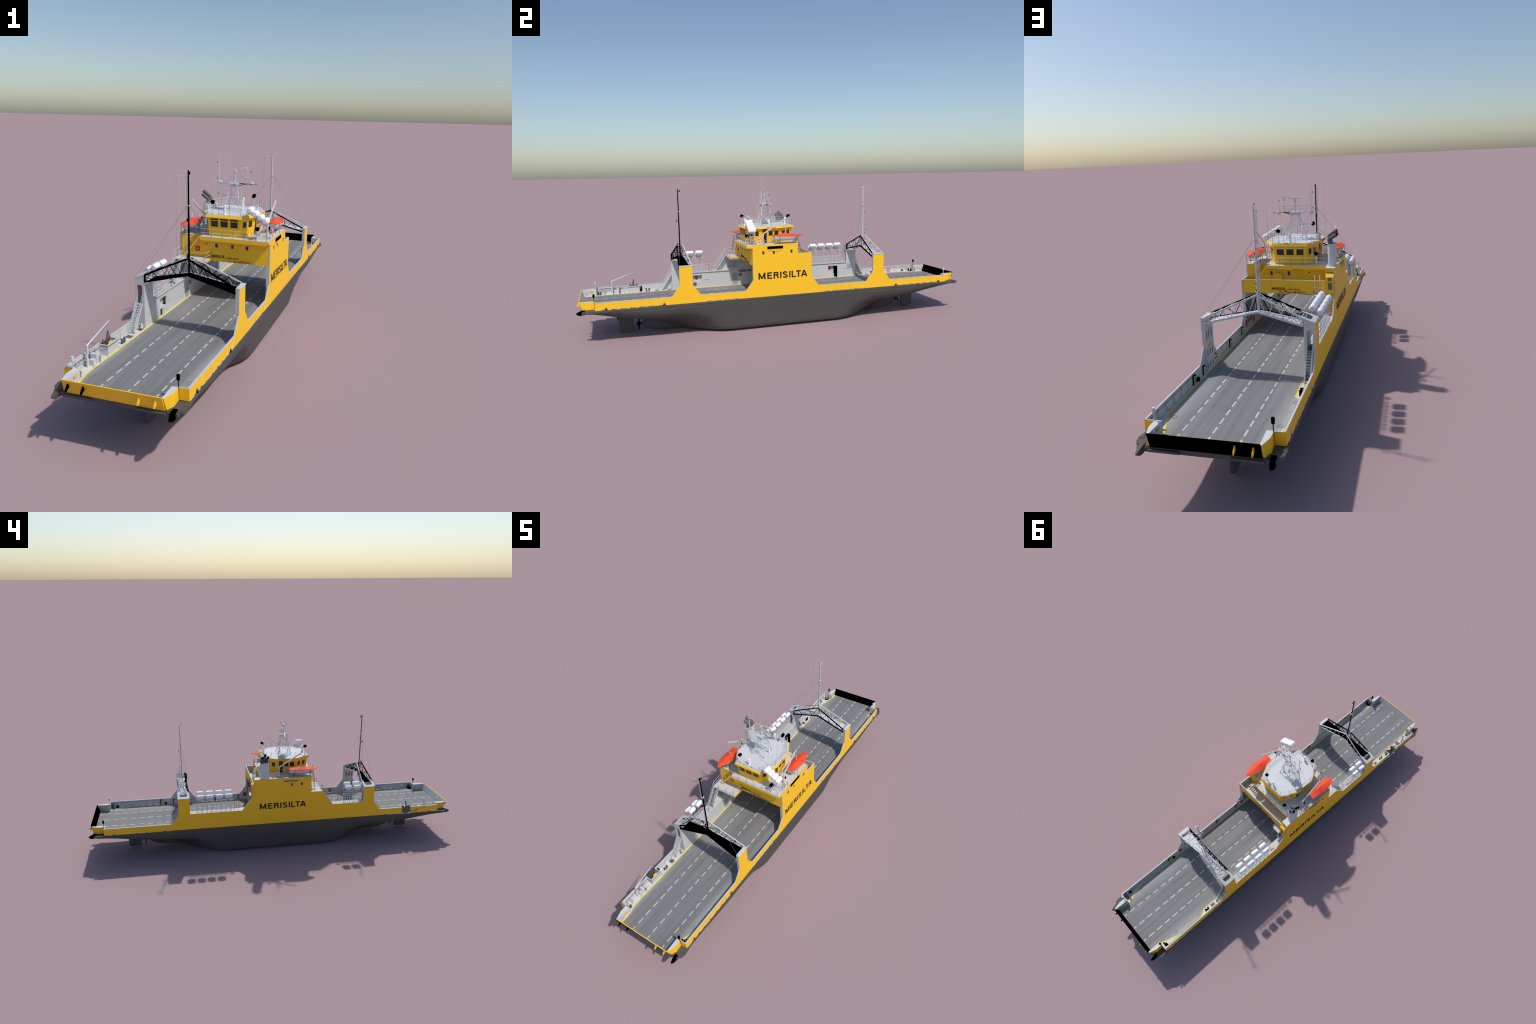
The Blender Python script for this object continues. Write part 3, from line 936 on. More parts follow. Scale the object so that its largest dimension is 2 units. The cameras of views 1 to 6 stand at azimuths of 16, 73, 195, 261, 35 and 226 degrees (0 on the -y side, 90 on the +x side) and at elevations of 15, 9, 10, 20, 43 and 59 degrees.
def railing(mb_rail, mb_post, pts, h=.030, step=.042, levels=(.5, 1.0), r=.0007, closed=False):
    pts = [Vector(p) for p in pts]
    seq = pts + ([pts[0]] if closed else [])
    for l in levels:
        mb_rail.tube([p + Vector((0, 0, h * l)) for p in seq], r, 5)
    for a, b in zip(seq[:-1], seq[1:]):
        n = max(1, round((b - a).length / step))
        for i in range(n + (0 if closed else 1)):
            p = a + (b - a) * (i / n)
            mb_post.tube([p, p + Vector((0, 0, h))], r, 5)

def lifebuoy(parent, c, ax):
    mb = MB()
    mb.torus(c, ax, .0092, .0023, 24, 8, lambda i, N: 1 if (i % 6) in (0, 1) else 0)
    for k in range(3):
        a = math.radians(90 + 120 * k)
        d = {'x': (0, math.cos(a), math.sin(a)), 'y': (math.cos(a), 0, math.sin(a))}[ax]
        mb.tube([c, (c[0] + d[0] * .008, c[1] + d[1] * .008, c[2] + d[2] * .008)], .0005, 4, 1)
    mb.obj("lifebuoy", (ORG, RAFT), parent)

def raft_mesh():
    mb = MB()
    R, L = .0107, .0195
    rings = []
    for y, r in ((-L, .0062), (-L + .0022, .0094), (-L + .005, R), (-.0012, R), (-.0004, R * .965), (.0004, R * .965), (.0012, R), (L - .005, R), (L - .0022, .0094), (L, .0062)):
        rings.append([(r * math.cos(2 * math.pi * k / 20), y, r * math.sin(2 * math.pi * k / 20)) for k in range(20)])
    mb.loft(rings)
    for y in (-.0105, .0105):
        ring = [[((R + .0002) * math.cos(2 * math.pi * k / 20), y + d, (R + .0002) * math.sin(2 * math.pi * k / 20)) for k in range(20)] for d in (-.0008, .0008)]
        mb.loft(ring)
    # flat joint flange round the waist of the canister
    mb.box(-R - .0008, R + .0008, -L + .004, L - .004, -.0007, .0007)
    return mb.mesh("life_raft_canister", RAFT)
RAFT_ME = raft_mesh()

def port_house():
    h = empty("side_house", ROOT)
    # inboard wall with recesses, doors and hatches
    holes = [(-.4225, -.3745, .1985, .2340), (-.4220, -.4040, .1690, .1960), (.3610, .4110, .1690, .2340)]
    mb = MB()
    mb.wall('x', -.1520, -.1480, -.4735, .4735, .1663, .2494, holes)
    mb.box(-.1776, -.1640, -.4733, .4733, .1665, .2492)
    mb.obj("inboard_wall", WHT, h)
    mb = MB()
    mb.prism([(-.4735, .2495), (.4735, .2495), (.4735, .2536), (-.4735, .2536)], 'x', -.1777, -.1428)
    mb.obj("walkway_deck", WHT, h)
    # upper lower-house wall beneath the bridge block
    mb = MB()
    mb.box(-.1776, -.1482, -.1742, .1255, .2537, .3214)
    mb.box(-.1776, -.1500, -.2270, -.1743, .2537, .2655)
    mb.obj("upper_wall", WHT, h)
    # doors, hatch lids, louvres, boards
    def panel(y0, y1, z0, z1, m, name, d=.0012, x=-.1480):
        q = MB(); q.box(x - .0002, x + d, y0, y1, z0, z1); q.obj(name, m, h)
    panel(-.2055, -.1770, .1695, .2335, DOOR, "door", .0006)
    panel(-.3625, -.3330, .2095, .2410, WHT, "hatch_lid", .0016)
    panel(-.1700, -.1280, .2365, .2486, LOUV, "louvre", .0006)
    panel(-.1208, -.0970, .2366, .2486, LOUV, "louvre", .0006)
    panel(-.1700, -.1520, .2135, .2304, LOUV, "louvre", .0006)
    panel(.2880, .3121, .1803, .2325, WHT, "door", .0012)
    panel(.4453, .4795, .2135, .2388, WHT, "hatch_lid", .0014)
    panel(.4799, .5078, .2156, .2398, DOOR, "louvre", .0010, -.1474)
    panel(.1200, .1700, .1900, .2330, DOOR, "louvre", .0006)
    panel(-.050, -.022, .1695, .2335, WHT, "door", .0010)
    panel(.030, .058, .1695, .2335, DOOR, "door", .0006)
    for y, z in ((.2960, .2250), (-.1120, .2240), (-.036, .222)):
        q = MB(); q.cyl((-.1472, y, z), (-.1462, y, z), .0022, 12); q.obj("porthole", GLASS, h)
    q = MB()
    q.box(-.1625, -.1606, -.4071, -.3959, .2104, .2338); q.box(-.1625, -.1606, .3690, .3810, .2110, .2306)
    q.obj("fire_cabinet", RED, h)
    q = MB(); q.box(-.1638, -.1478, -.4215, -.3760, .1960, .1984); q.box(-.1620, -.1500, .3615, .3985, .1690, .1880); q.obj("recess_shelf", WHT, h)
    q = MB(); q.box(-.1638, -.1500, .4010, .4105, .1692, .2338); q.box(-.1476, -.1330, .4100, .4114, .1692, .2338); q.obj("recess_door", BLACK, h)
    # raft racks and canisters along both walkways
    for ys in ([.4187, .3687, .3186, .2685], [-.3835, -.4333]):
        rk = empty("life_raft_rack", ROOT)
        mb = MB()
        for y in ys:
            for dy in (-.0125, .0125):
                yy = y + dy
                mb.tube([(-.1795, yy, .2537), (-.1795, yy, .3350)], .0010, 5)
                mb.tube([(-.1450, yy, .2537), (-.1450, yy, .3300)], .0010, 5)
                mb.tube([(-.1905, yy, .3330), (-.1430, yy, .3470)], .0010, 5)
                mb.tube([(-.1905, yy, .3330), (-.1795, yy, .318)], .0007, 5)
                mb.tube([(-.1450, yy, .316), (-.1795, yy, .2800)], .0007, 5)
                mb.tube([(-.1795, yy, .265), (-.172, yy, .2538)], .0007, 5)
            for x, z in ((-.1555, .3568), (-.1800, .3445)):
                top = [(x + p * .0095, y + q_ * .0150, z - .0060) for p, q_ in ((-1, -1), (1, -1), (1, 1), (-1, 1))]
                low = [(x + p * .0040, y + q_ * .0100, z - .0175) for p, q_ in ((-1, -1), (1, -1), (1, 1), (-1, 1))]
                mb.loft([low, top], 0, True, False)
                mb.tube([(x, y - .0165, z - .0185), (x, y + .0165, z - .0185)], .0009, 5)
        a, b = min(ys) - .022, max(ys) + .022
        for x, z in ((-.1450, .3290), (-.1795, .3200), (-.1795, .2700), (-.1450, .2900)):
            mb.tube([(x, a, z), (x, b, z)], .0009, 5)
        mb.obj("rack_frame", STEEL, rk)
        for y in ys:
            for x, z in ((-.1555, .3568), (-.1800, .3445)):
                place(RAFT_ME, "life_raft", rk, (x, y, z), (0, random.uniform(-.1, .1), 0))
    # walkway railings
    rr, pp = MB(), MB()
    railing(rr, pp, [(-.1436, -.4600, .2537), (-.1436, -.3010, .2537)], .041, .0245, (.33, .66, 1.0))
    railing(rr, pp, [(-.1436, .2130, .2537), (-.1436, .4600, .2537)], .041, .0245, (.33, .66, 1.0))
    railing(rr, pp, [(-.1760, .2100, .2537), (-.1760, .4650, .2537)], .028, .05)
    railing(rr, pp, [(-.1760, -.4650, .2537), (-.1760, -.3050, .2537)], .028, .05)
    rr.obj("railing", STEEL, h)
    pp.obj("railing_post", STEEL, h)
    mb = MB()
    for y in (-.335, .235):
        mb.tube([(-.1440, y, .2537), (-.1440, y, .296)], .0009, 5)
    mb.obj("railing_post", POST, h)
    lifebuoy(ROOT, (-.1790, -.3364, .2794), 'x')
    lifebuoy(ROOT, (-.1778, .2243, .2787), 'x')
    # stairs: bow stairs up to both walkways and the stair to the platform
    staircase("staircase", (-.5895, .1680), (-.5335, .2536), 'y', -.1745, -.1565, 12, STEEL, STEEL, ROOT)
    staircase("staircase", (.5895, .1680), (.5335, .2536), 'y', -.1745, -.1565, 12, STEEL, DARK, ROOT)
    staircase("staircase", (-.2985, .2545), (-.2410, .3350), 'y', -.1735, -.1475, 11, STEEL, POST, ROOT, True, .036)
    q = MB()
    for y in (.1500, .1560, .1620):
        q.tube([(-.1470, y, .2540), (-.1470, y, .3210)], .0008, 5)
    for i in range(7):
        q.tube([(-.1470, .1500, .262 + i * .009), (-.1470, .1620, .262 + i * .009)], .0006, 5)
    q.obj("ladder", STEEL, ROOT)
    mb = MB()
    mb.box(-.1745, -.1535, -.6235, -.6030, .1664, .1672)
    mb.box(-.1715, -.1515, .6030, .6245, .1664, .1672)
    mb.obj("rubber_mat", DARK, ROOT)
port_house()

# ------------------------------------------------------------------ bridge block
def deckhouse():
    d = empty("deckhouse", ROOT)
    mb = MB()
    mb.box(-.1777, .1775, -.1762, .0578, .3224, .4070)
    mb.box(-.1777, -.1470, .0579, .1297, .3262, .4070)
    mb.obj("main_block", YEL, d)
    mb = MB()
    roof = [(.1776, -.2058), (-.0868, -.2058), (-.0868, -.1764), (-.1777, -.1764), (-.1777, .1296), (-.1470, .1296), (-.1470, .0906), (.0840, .0906), (.0840, .0580), (.1776, .0580)]
    mb.prism(roof, 'z', .4071, .4212, 0, 0, 1)
    mb.obj("boat_deck", (YEL, BEIGE), d)
    mb = MB()
    mb.box(-.0860, .1772, -.2052, -.1772, .4216, .4222)
    mb.box(-.1776, -.1470, .060, .1295, .4214, .4222)
    mb.obj("deck_margin", ROOF, d)
    # starboard inner wall under the bridge, with panels
    mb = MB()
    mb.box(.1696, .1775, -.1762, .1500, .1664, .2230)
    mb.box(.1696, .1775, -.1762, .1287, .2231, .3222)
    mb.obj("starboard_inner_wall", WHT, d)
    def ip(y0, y1, z0, z1, m, n):
        q = MB(); q.box(.1688, .1697, y0, y1, z0, z1); q.obj(n, m, d)
    ip(.058, .121, .1960, .2900, PANEL, "notice_board")
    ip(.1275, .1445, .1870, .2120, RED, "fire_cabinet")
    ip(.031, .050, .1780, .2020, RED, "fire_cabinet")
    ip(-.060, .010, .2100, .2900, PANEL, "notice_board")
    ip(-.140, -.100, .1690, .2330, DOOR, "door")
    q = MB()
    for y, z in ((.086, .225), (.078, .245), (.095, .215)):
        q.box(.1684, .1689, y - .008, y + .008, z - .004, z + .004)
    q.obj("yellow_label", LINE, d)
    # front platform on the port side
    mb = MB()
    mb.box(-.1777, -.0500, -.2410, -.1764, .3300, .3352)
    mb.obj("front_platform", BEIGE, d)
    mb = MB()
    mb.box(-.0499, -.0480, -.2412, -.1764, .3290, .3356)
    mb.obj("platform_edge", YEL, d)
    mb = MB()
    mb.box(-.148, -.052, -.239, -.178, .3225, .3299)
    mb.obj("platform_underside", STEEL, d)
    # rear balcony
    mb = MB()
    mb.box(-.1446, .1775, .0579, .1236, .3216, .3350)
    mb.obj("balcony_floor", BEIGE, d)
    mb = MB()
    mb.prism([(-.1450, .3214), (.1776, .3214), (.1776, .3728), (-.1450, .3728)], 'y', .1238, .1264, 1, 1, 0)
    mb.obj("balcony_parapet", (YEL, WHT), d)
    mb = MB()
    mb.box(-.1452, .1776, .1232, .1270, .3729, .3741)
    mb.obj("parapet_rail", ROOF, d)
    mb = MB()
    mb.box(-.1480, -.1070, .1268, .1540, .3205, .3222)
    mb.obj("ladder_platform", BEIGE, d)
    mb = MB()
    for x in (-.1060, -.1250):
        mb.tube([(x, .1285, .323), (x, .1285, .3910), (x, .118, .3925), (x, .1180, .337)], .0010, 6)
    for i in range(4):
        z = .330 + i * .010
        mb.tube([(-.1060, .1285, z), (-.1250, .1285, z)], .0007, 5)
    rr = MB()
    railing(mb, mb, [(-.1080, .1285, .3222), (-.1080, .1530, .3222), (-.1470, .1530, .3222)], .030, .03)
    mb.obj("ladder", STEEL, d)
    # windows, doors, lamps, cabinets
    def wnd(x0, x1, y, sgn, z0, z1):
        q = MB()
        a, b = sorted((y, y + sgn * .0008))
        q.box(x0, x1, a, b, z0, z1, 0)
        a, b = sorted((y, y + sgn * .0012))
        q.box(x0 + .0013, x1 - .0013, a, b, z0 + .0015, z1 - .0015, 1)
        q.obj("window", (FRAME, GLASS), d)
    for x0, x1 in ((-.0358, -.0246), (.0288, .0396), (.0870, .0976)):
        wnd(x0, x1, -.1762, -1, .3770, .3930)
    for x0, x1 in ((.0745, .0846), (.0033, .0141)):
        wnd(x0, x1, .0578, 1, .3770, .3932)
    for sx, ys in ((1, (-.1233, -.0700, .0218)), (-1, (-.1231, -.0700))):
        for yc in ys:
            q = MB()
            a, b = sorted((sx * .1826, sx * .1833))
            q.box(a, b, yc - .0055, yc + .0055, .3770, .3932, 0)
            a, b = sorted((sx * .1826, sx * .1837))
            q.box(a, b, yc - .0040, yc + .0040, .3786, .3916, 1)
            q.obj("window", (FRAME, GLASS), d)
    q = MB()
    q.cyl((-.0715, -.1766, .3890), (-.0715, -.1775, .3890), .0030, 14)
    q.cyl((-.0732, .0582, .3896), (-.0732, .0590, .3896), .0030, 14)
    q.obj("porthole", GLASS, d)
    q = MB()
    q.box(-.0985, -.0565, -.1769, -.1758, .3360, .4045)
    q.box(-.0870, -.0600, .0574, .0585, .3355, .4040)
    q.obj("door", YEL, d)
    q = MB()
    q.box(-.1160, -.0994, -.1785, -.1760, .3572, .3760)
    q.obj("fire_cabinet", RED, d)
    q = MB(); q.box(-.110, -.106, -.1789, -.1786, .365, .370); q.obj("cabinet_label", RAFT, d)
    q = MB()
    q.box(.0350, .0628, .0579, .0720, .3352, .3867)
    q.obj("locker", YEL, d)
    q = MB()
    q.box(.0450, .0830, .0906, .0912, .4052, .4068); q.box(-.0500, -.0160, .0906, .0912, .4052, .4068)
    q.obj("cable_tray", POST, d)
    q = MB()
    for x in (.0077, .1202):
        q.tube([(x - .002, -.1770, .3320), (x - .002, -.1790, .3320), (x + .003, -.1800, .3312)], .0022, 8)
    q.obj("deck_lamp", STEEL, d)
    q = MB()
    for x in (.0091, -.1030):
        q.tube([(x - .003, .1266, .3312), (x - .002, .1290, .3312), (x + .003, .1296, .3305)], .0022, 8)
    q.obj("deck_lamp", BLACK, d)
    q = MB(); q.cyl((.168, .0582, .413), (.168, .0605, .413), .0025, 8); q.obj("deck_lamp", SIGN, d)
    # louvred panels on the funnel casing
    q = MB()
    q.box(-.1795, -.1500, .1298, .1470, .3288, .3708)
    q.prism([(.1298, .3716), (.1466, .3716), (.1466, .3915), (.1298, .4035)], 'x', -.1795, -.1502)
    q.box(-.1776, -.1500, .1256, .1290, .2538, .3284)
    q.obj("casing_locker", YEL, d)
    q = MB()
    for yf, z0, z1 in ((.1466, .3775, .3890), (.1470, .3445, .3695)):
        q.box(-.1735, -.1590, yf, yf + .0005, z0, z1)
        n = int((z1 - z0) / .003)
        for i in range(n):
            q.box(-.1731, -.1594, yf + .0004, yf + .0010, z0 + .001 + i * .003, z0 + .0022 + i * .003)
    q.box(-.1776, -.1505, .1297, .1303, .4050, .4080)
    q.obj("louvre", LOUV, d)
    q = MB(); q.tube([(-.1770, .1470, .388), (-.1770, .1495, .386), (-.1770, .1495, .350), (-.1770, .147, .348)], .001, 6); q.obj("grab_rail", YEL, d)
    # long vent slot high on each side with the flaring chute below it
    for sx, ya, yb, z0, z1, m in ((1, -.1024, -.0222, .4022, .4146, BLACK), (-1, -.1024, -.0258, .4020, .4080, LOUV)):
        q = MB()
        a, b = sorted((sx * .1826, sx * .1850))
        q.box(a, b, ya, yb, z0, z1)
        q.obj("side_vent", m, d)
        q = MB()
        q.tube([(sx * .1835, ya + .002, z0), (sx * .1845, ya + .012, z0 - .006), (sx * .1845, ya + .026, z0 - .0105), (sx * .1845, yb - .022, z0 - .0105), (sx * .1835, yb - .002, z0)], .0012, 5)
        q.obj("vent_chute", YEL, d)
    # deck railings
    rr, pp = MB(), MB()
    railing(rr, pp, [(-.0850, -.2035, .4222), (.1755, -.2035, .4222), (.1770, -.1200, .4222)], .0300, .0455)
    railing(rr, pp, [(.0820, .0880, .4214), (-.1430, .0880, .4214)], .0300, .045)
    railing(rr, pp, [(-.1765, .0550, .4222), (-.1765, -.0100, .4222)], .0300, .022)
    railing(rr, pp, [(.118, -.203, .4222), (.118, -.175, .4222)], .03, .03)
    rr.obj("railing", STEEL, d)
    pp.obj("railing_post", POST, d)
    rr, pp = MB(), MB()
    railing(rr, pp, [(-.1770, -.2400, .3352), (-.1770, -.1780, .3352)], .034, .03)
    railing(rr, pp, [(-.1460, -.2395, .3352), (-.0560, -.2395, .3352), (-.0500, -.2000, .3352), (-.0500, -.1770, .3352)], .030, .045)
    rr.obj("railing", STEEL, d)
    pp.obj("railing_post", POST, d)
    q = MB()
    q.tube([(-.1690, -.1785, .415), (-.1690, -.1785, .352)], .0009, 6)
    q.tube([(.0930, -.192, .42), (.0930, -.192, .43)], .0007, 6)
    q.obj("drain_pipe", STEEL, d)
    # stairs between platform / balcony and the boat deck
    staircase("staircase", (-.1560, .3355), (-.0885, .4210), 'x', -.2045, -.1830, 11, YEL, STEEL, ROOT)
    staircase("staircase", (.1560, .3355), (.0885, .4210), 'x', .0680, .0885, 11, YEL, STEEL, ROOT)
    # funnel casing with three raked exhaust pipes
    f = empty("funnel", ROOT)
    mb = MB()
    rings = []
    def oval(s, z):
        pts = []
        for k in range(32):
            a = 2 * math.pi * k / 32
            c, s_ = math.cos(a), math.sin(a)
            pts.append((-.1668 + .0152 * s * math.copysign(abs(c) ** .62, c), .0755 + .0238 * s * math.copysign(abs(s_) ** .62, s_), z))
        return pts
    mb.loft([oval(1.0, .4222), oval(1.0, .5050), oval(.97, .5068)], 0, True, True)
    mb.obj("casing", ROOF, f)
    mb = MB()
    for y, zb, zt, xt in ((.0755, .5345, .5595, -.1860), (.0910, .5250, .5450, -.1860), (.0610, .5250, .5470, -.1860)):
        x0 = -.1570 if y == .0755 else -.1600
        mb.tube([(x0, y, .5055), (x0, y, zb - .003), (x0 - .0015, y, zb + .001), (xt, y, zt - .004), ], .0075, 12)
        mb.tube([(xt + .0008, y, zt - .0045), (xt - .0006, y, zt - .0035)], .0062, 12, 1)
    mb.obj("exhaust_pipe", (DARK, BLACK), f)
    mb = MB()
    for y in (.0755, .0910, .0610):
        mb.cyl((-.157, y, .5069), (-.157, y, .5080), .0086, 12)
    mb.cyl((-.176, .068, .5069), (-.176, .068, .5095), .003, 10)
    mb.obj("pipe_collar", RAFT, f)
deckhouse()

# ------------------------------------------------------------------ wheelhouse
WH_BASE = [(-.061, -.1725), (.061, -.1725), (.095, -.1050), (.095, -.0100), (.061, .0575), (-.061, .0575), (-.095, -.0100), (-.095, -.1050)]
WH_TOP = [(-.0655, -.1800), (.0655, -.1800), (.1010, -.1060), (.1010, -.0090), (.0655, .0650), (-.0655, .0650), (-.1010, -.0090), (-.1010, -.1060)]
EAVE_LO = [(-.0712, -.1893), (.0712, -.1893), (.1128, -.1075), (.1128, -.0075), (.0712, .0743), (-.0712, .0743), (-.1128, -.0075), (-.1128, -.1075)]
EAVE_HI = [(-.0695, -.1848), (.0695, -.1848), (.1100, -.1062), (.1100, -.0088), (.0695, .0698), (-.0695, .0698), (-.1100, -.0088), (-.1100, -.1062)]
Z0W, Z1W, ZE0, ZE1 = .4216, .4945, .4947, .5038

def wheelhouse():
    w = empty("wheelhouse", ROOT)
    mb = MB()
    mb.loft([[(x, y, Z0W) for x, y in WH_BASE], [(x, y, Z1W + .002) for x, y in WH_TOP]], 0, True, False)
    mb.obj("cabin", YEL, w)
    mb = MB()
    mb.loft([[(x, y, ZE0) for x, y in EAVE_LO], [(x, y, ZE1) for x, y in EAVE_HI]], 0, True, False)
    mb.obj("eave", YEL, w)
    mb = MB()
    mb.prism([(x * .985, (y + .0575) * .985 - .0575) for x, y in EAVE_HI], 'z', ZE1 - .001, .5048)
    mb.obj("roof", ROOF, w)
    def face_quad(i, u0, u1, v0, v1, off):
        """corners on leaning wall i; u in metres from the wall's first corner, v = height"""
        b0, b1 = Vector((*WH_BASE[i], Z0W)), Vector((*WH_BASE[(i + 1) % 8], Z0W))
        t0, t1 = Vector((*WH_TOP[i], Z1W)), Vector((*WH_TOP[(i + 1) % 8], Z1W))
        L = (b1 - b0).length
        nrm = (b1 - b0).cross(t0 - b0).normalized()
        out = []
        for u, v in ((u0, v0), (u1, v0), (u1, v1), (u0, v1)):
            t = (v - Z0W) / (Z1W - Z0W)
            p = (b0 + (b1 - b0) * (u / L)).lerp(t0 + (t1 - t0) * (u / L), t)
            out.append(p + nrm * off)
        return out
    def pane(i, u0, u1, v0, v1, m, name, off=.0008):
        q = MB()
        q.loft([face_quad(i, u0, u1, v0, v1, -.001), face_quad(i, u0, u1, v0, v1, off)], 0, True, False)
        return q.obj(name, m, w)
    def window(i, u0, u1, v0=.4582, v1=.4805):
        pane(i, u0, u1, v0, v1, GLASS, "window")
    for i, vis in ((0, BLACK), (4, STEEL)):
        for c in (.0243, .0612, .0987) if i == 0 else (.0243, .0612, .0987):
            window(i, c - .0132, c + .0132)
            pane(i, c - .0142, c + .0142, .4855, .4885, vis, "sun_visor", .003)
    for i in (1, 5, 3, 7):
        window(i, .0145, .0310)
        window(i, .0440, .0610)
    # sides: door plus two panes (the port side is the starboard turned round)
    for i in (2, 6):
        pane(i, .0050, .0265, .4225, .4910, BROWN, "door")
        pane(i, .0070, .0245, .4245, .4690, GLASS, "doorway", .0011)
        window(i, .0360, .0565)
        window(i, .0660, .0870)
    lettering("ship_number", "IMO 8792691", NAVY, w, (.1124 + .0001, -.083, .4966), (0, 1, 0), Vector((-.0028, 0, .0091)).normalized(), .048, .0052, 0.0, .0004)
    lettering("ship_number", "IMO 8792691", NAVY, w, (-.1124 - .0001, -.032, .4966), (0, -1, 0), Vector((.0028, 0, .0091)).normalized(), .048, .0052, 0.0, .0004)
    # roof furniture
    rr, pp = MB(), MB()
    ring = [(x * .955, (y + .0575) * .955 - .0575, .5046) for x, y in EAVE_HI]
    railing(rr, pp, ring, .0310, .045, (.33, .66, 1.0), .0006, True)
    rr.obj("roof_railing", STEEL, w)
    pp.obj("railing_post", POST, w)
    mb = MB()
    for c in ((-.0023, -.1644), (0, .0514)):
        mb.cyl((c[0], c[1], .505), (c[0], c[1], .508), .0062, 16)
        mb.cyl((c[0], c[1], .508), (c[0], c[1], .5405), .0049, 18)
        mb.cyl((c[0], c[1], .5405), (c[0], c[1], .5415), .0044, 18)
    mb.cyl((.030, -.045, .505), (.030, -.045, .536), .0035, 14)
    mb.obj("antenna_drum", RAFT, w)
    mb = MB()
    mb.box(-.1025, -.0905, -.0455, -.0290, .505, .5255)
    mb.box(-.1025, -.0905, -.0270, -.0110, .505, .5240)
    mb.obj("roof_locker", STEEL, w)
    # ladder up the rear port corner
    mb = MB()
    for x in (-.083, -.095):
        y = .0615 - (abs(x) - .0695) * 1.9
        mb.tube([(x, y + .012, .455), (x, y + .018, .5050), (x, y + .012, .536)], .0008, 5)
    for i in range(8):
        z = .460 + i * .008
        mb.tube([(-.083, .0475 + i * .0009, z), (-.095, .0245 + i * .0009, z)], .0006, 4)
    mb.obj("ladder", STEEL, w)
    # searchlights
    for x, y, z, zb in ((-.049, -.1695, .5505, .505), (.0462, .0525, .5505, .505), (.1354, -.1919, .4655, .4222), (-.1044, .0726, .4655, .4215)):
        s = empty("searchlight", ROOT)
        mb = MB()
        mb.cyl((x, y, zb), (x, y, z - .011), .0024 if zb < .5 else .0013, 10)
        mb.cyl((x, y, zb), (x, y, zb + .003), .004, 10)
        mb.tube([(x - .0082, y, z), (x - .0082, y, z - .008), (x, y, z - .011), (x + .0082, y, z - .008), (x + .0082, y, z)], .0009, 5)
        mb.obj("stand", STEEL, s)
        mb = MB()
        dv = 1 if y > -.06 else -1
        rings = []
        for t, r in ((-.0078, .0058), (-.0055, .0074), (.0050, .0076), (.0074, .0068)):
            rings.append([(x + r * 1.02 * math.cos(2 * math.pi * k / 16), y + dv * t + .18 * r * math.sin(2 * math.pi * k / 16), z + r * math.sin(2 * math.pi * k / 16) + .18 * t) for k in range(16)])
        mb.loft(rings)
        mb.obj("lamp_head", BLACK, s)
wheelhouse()

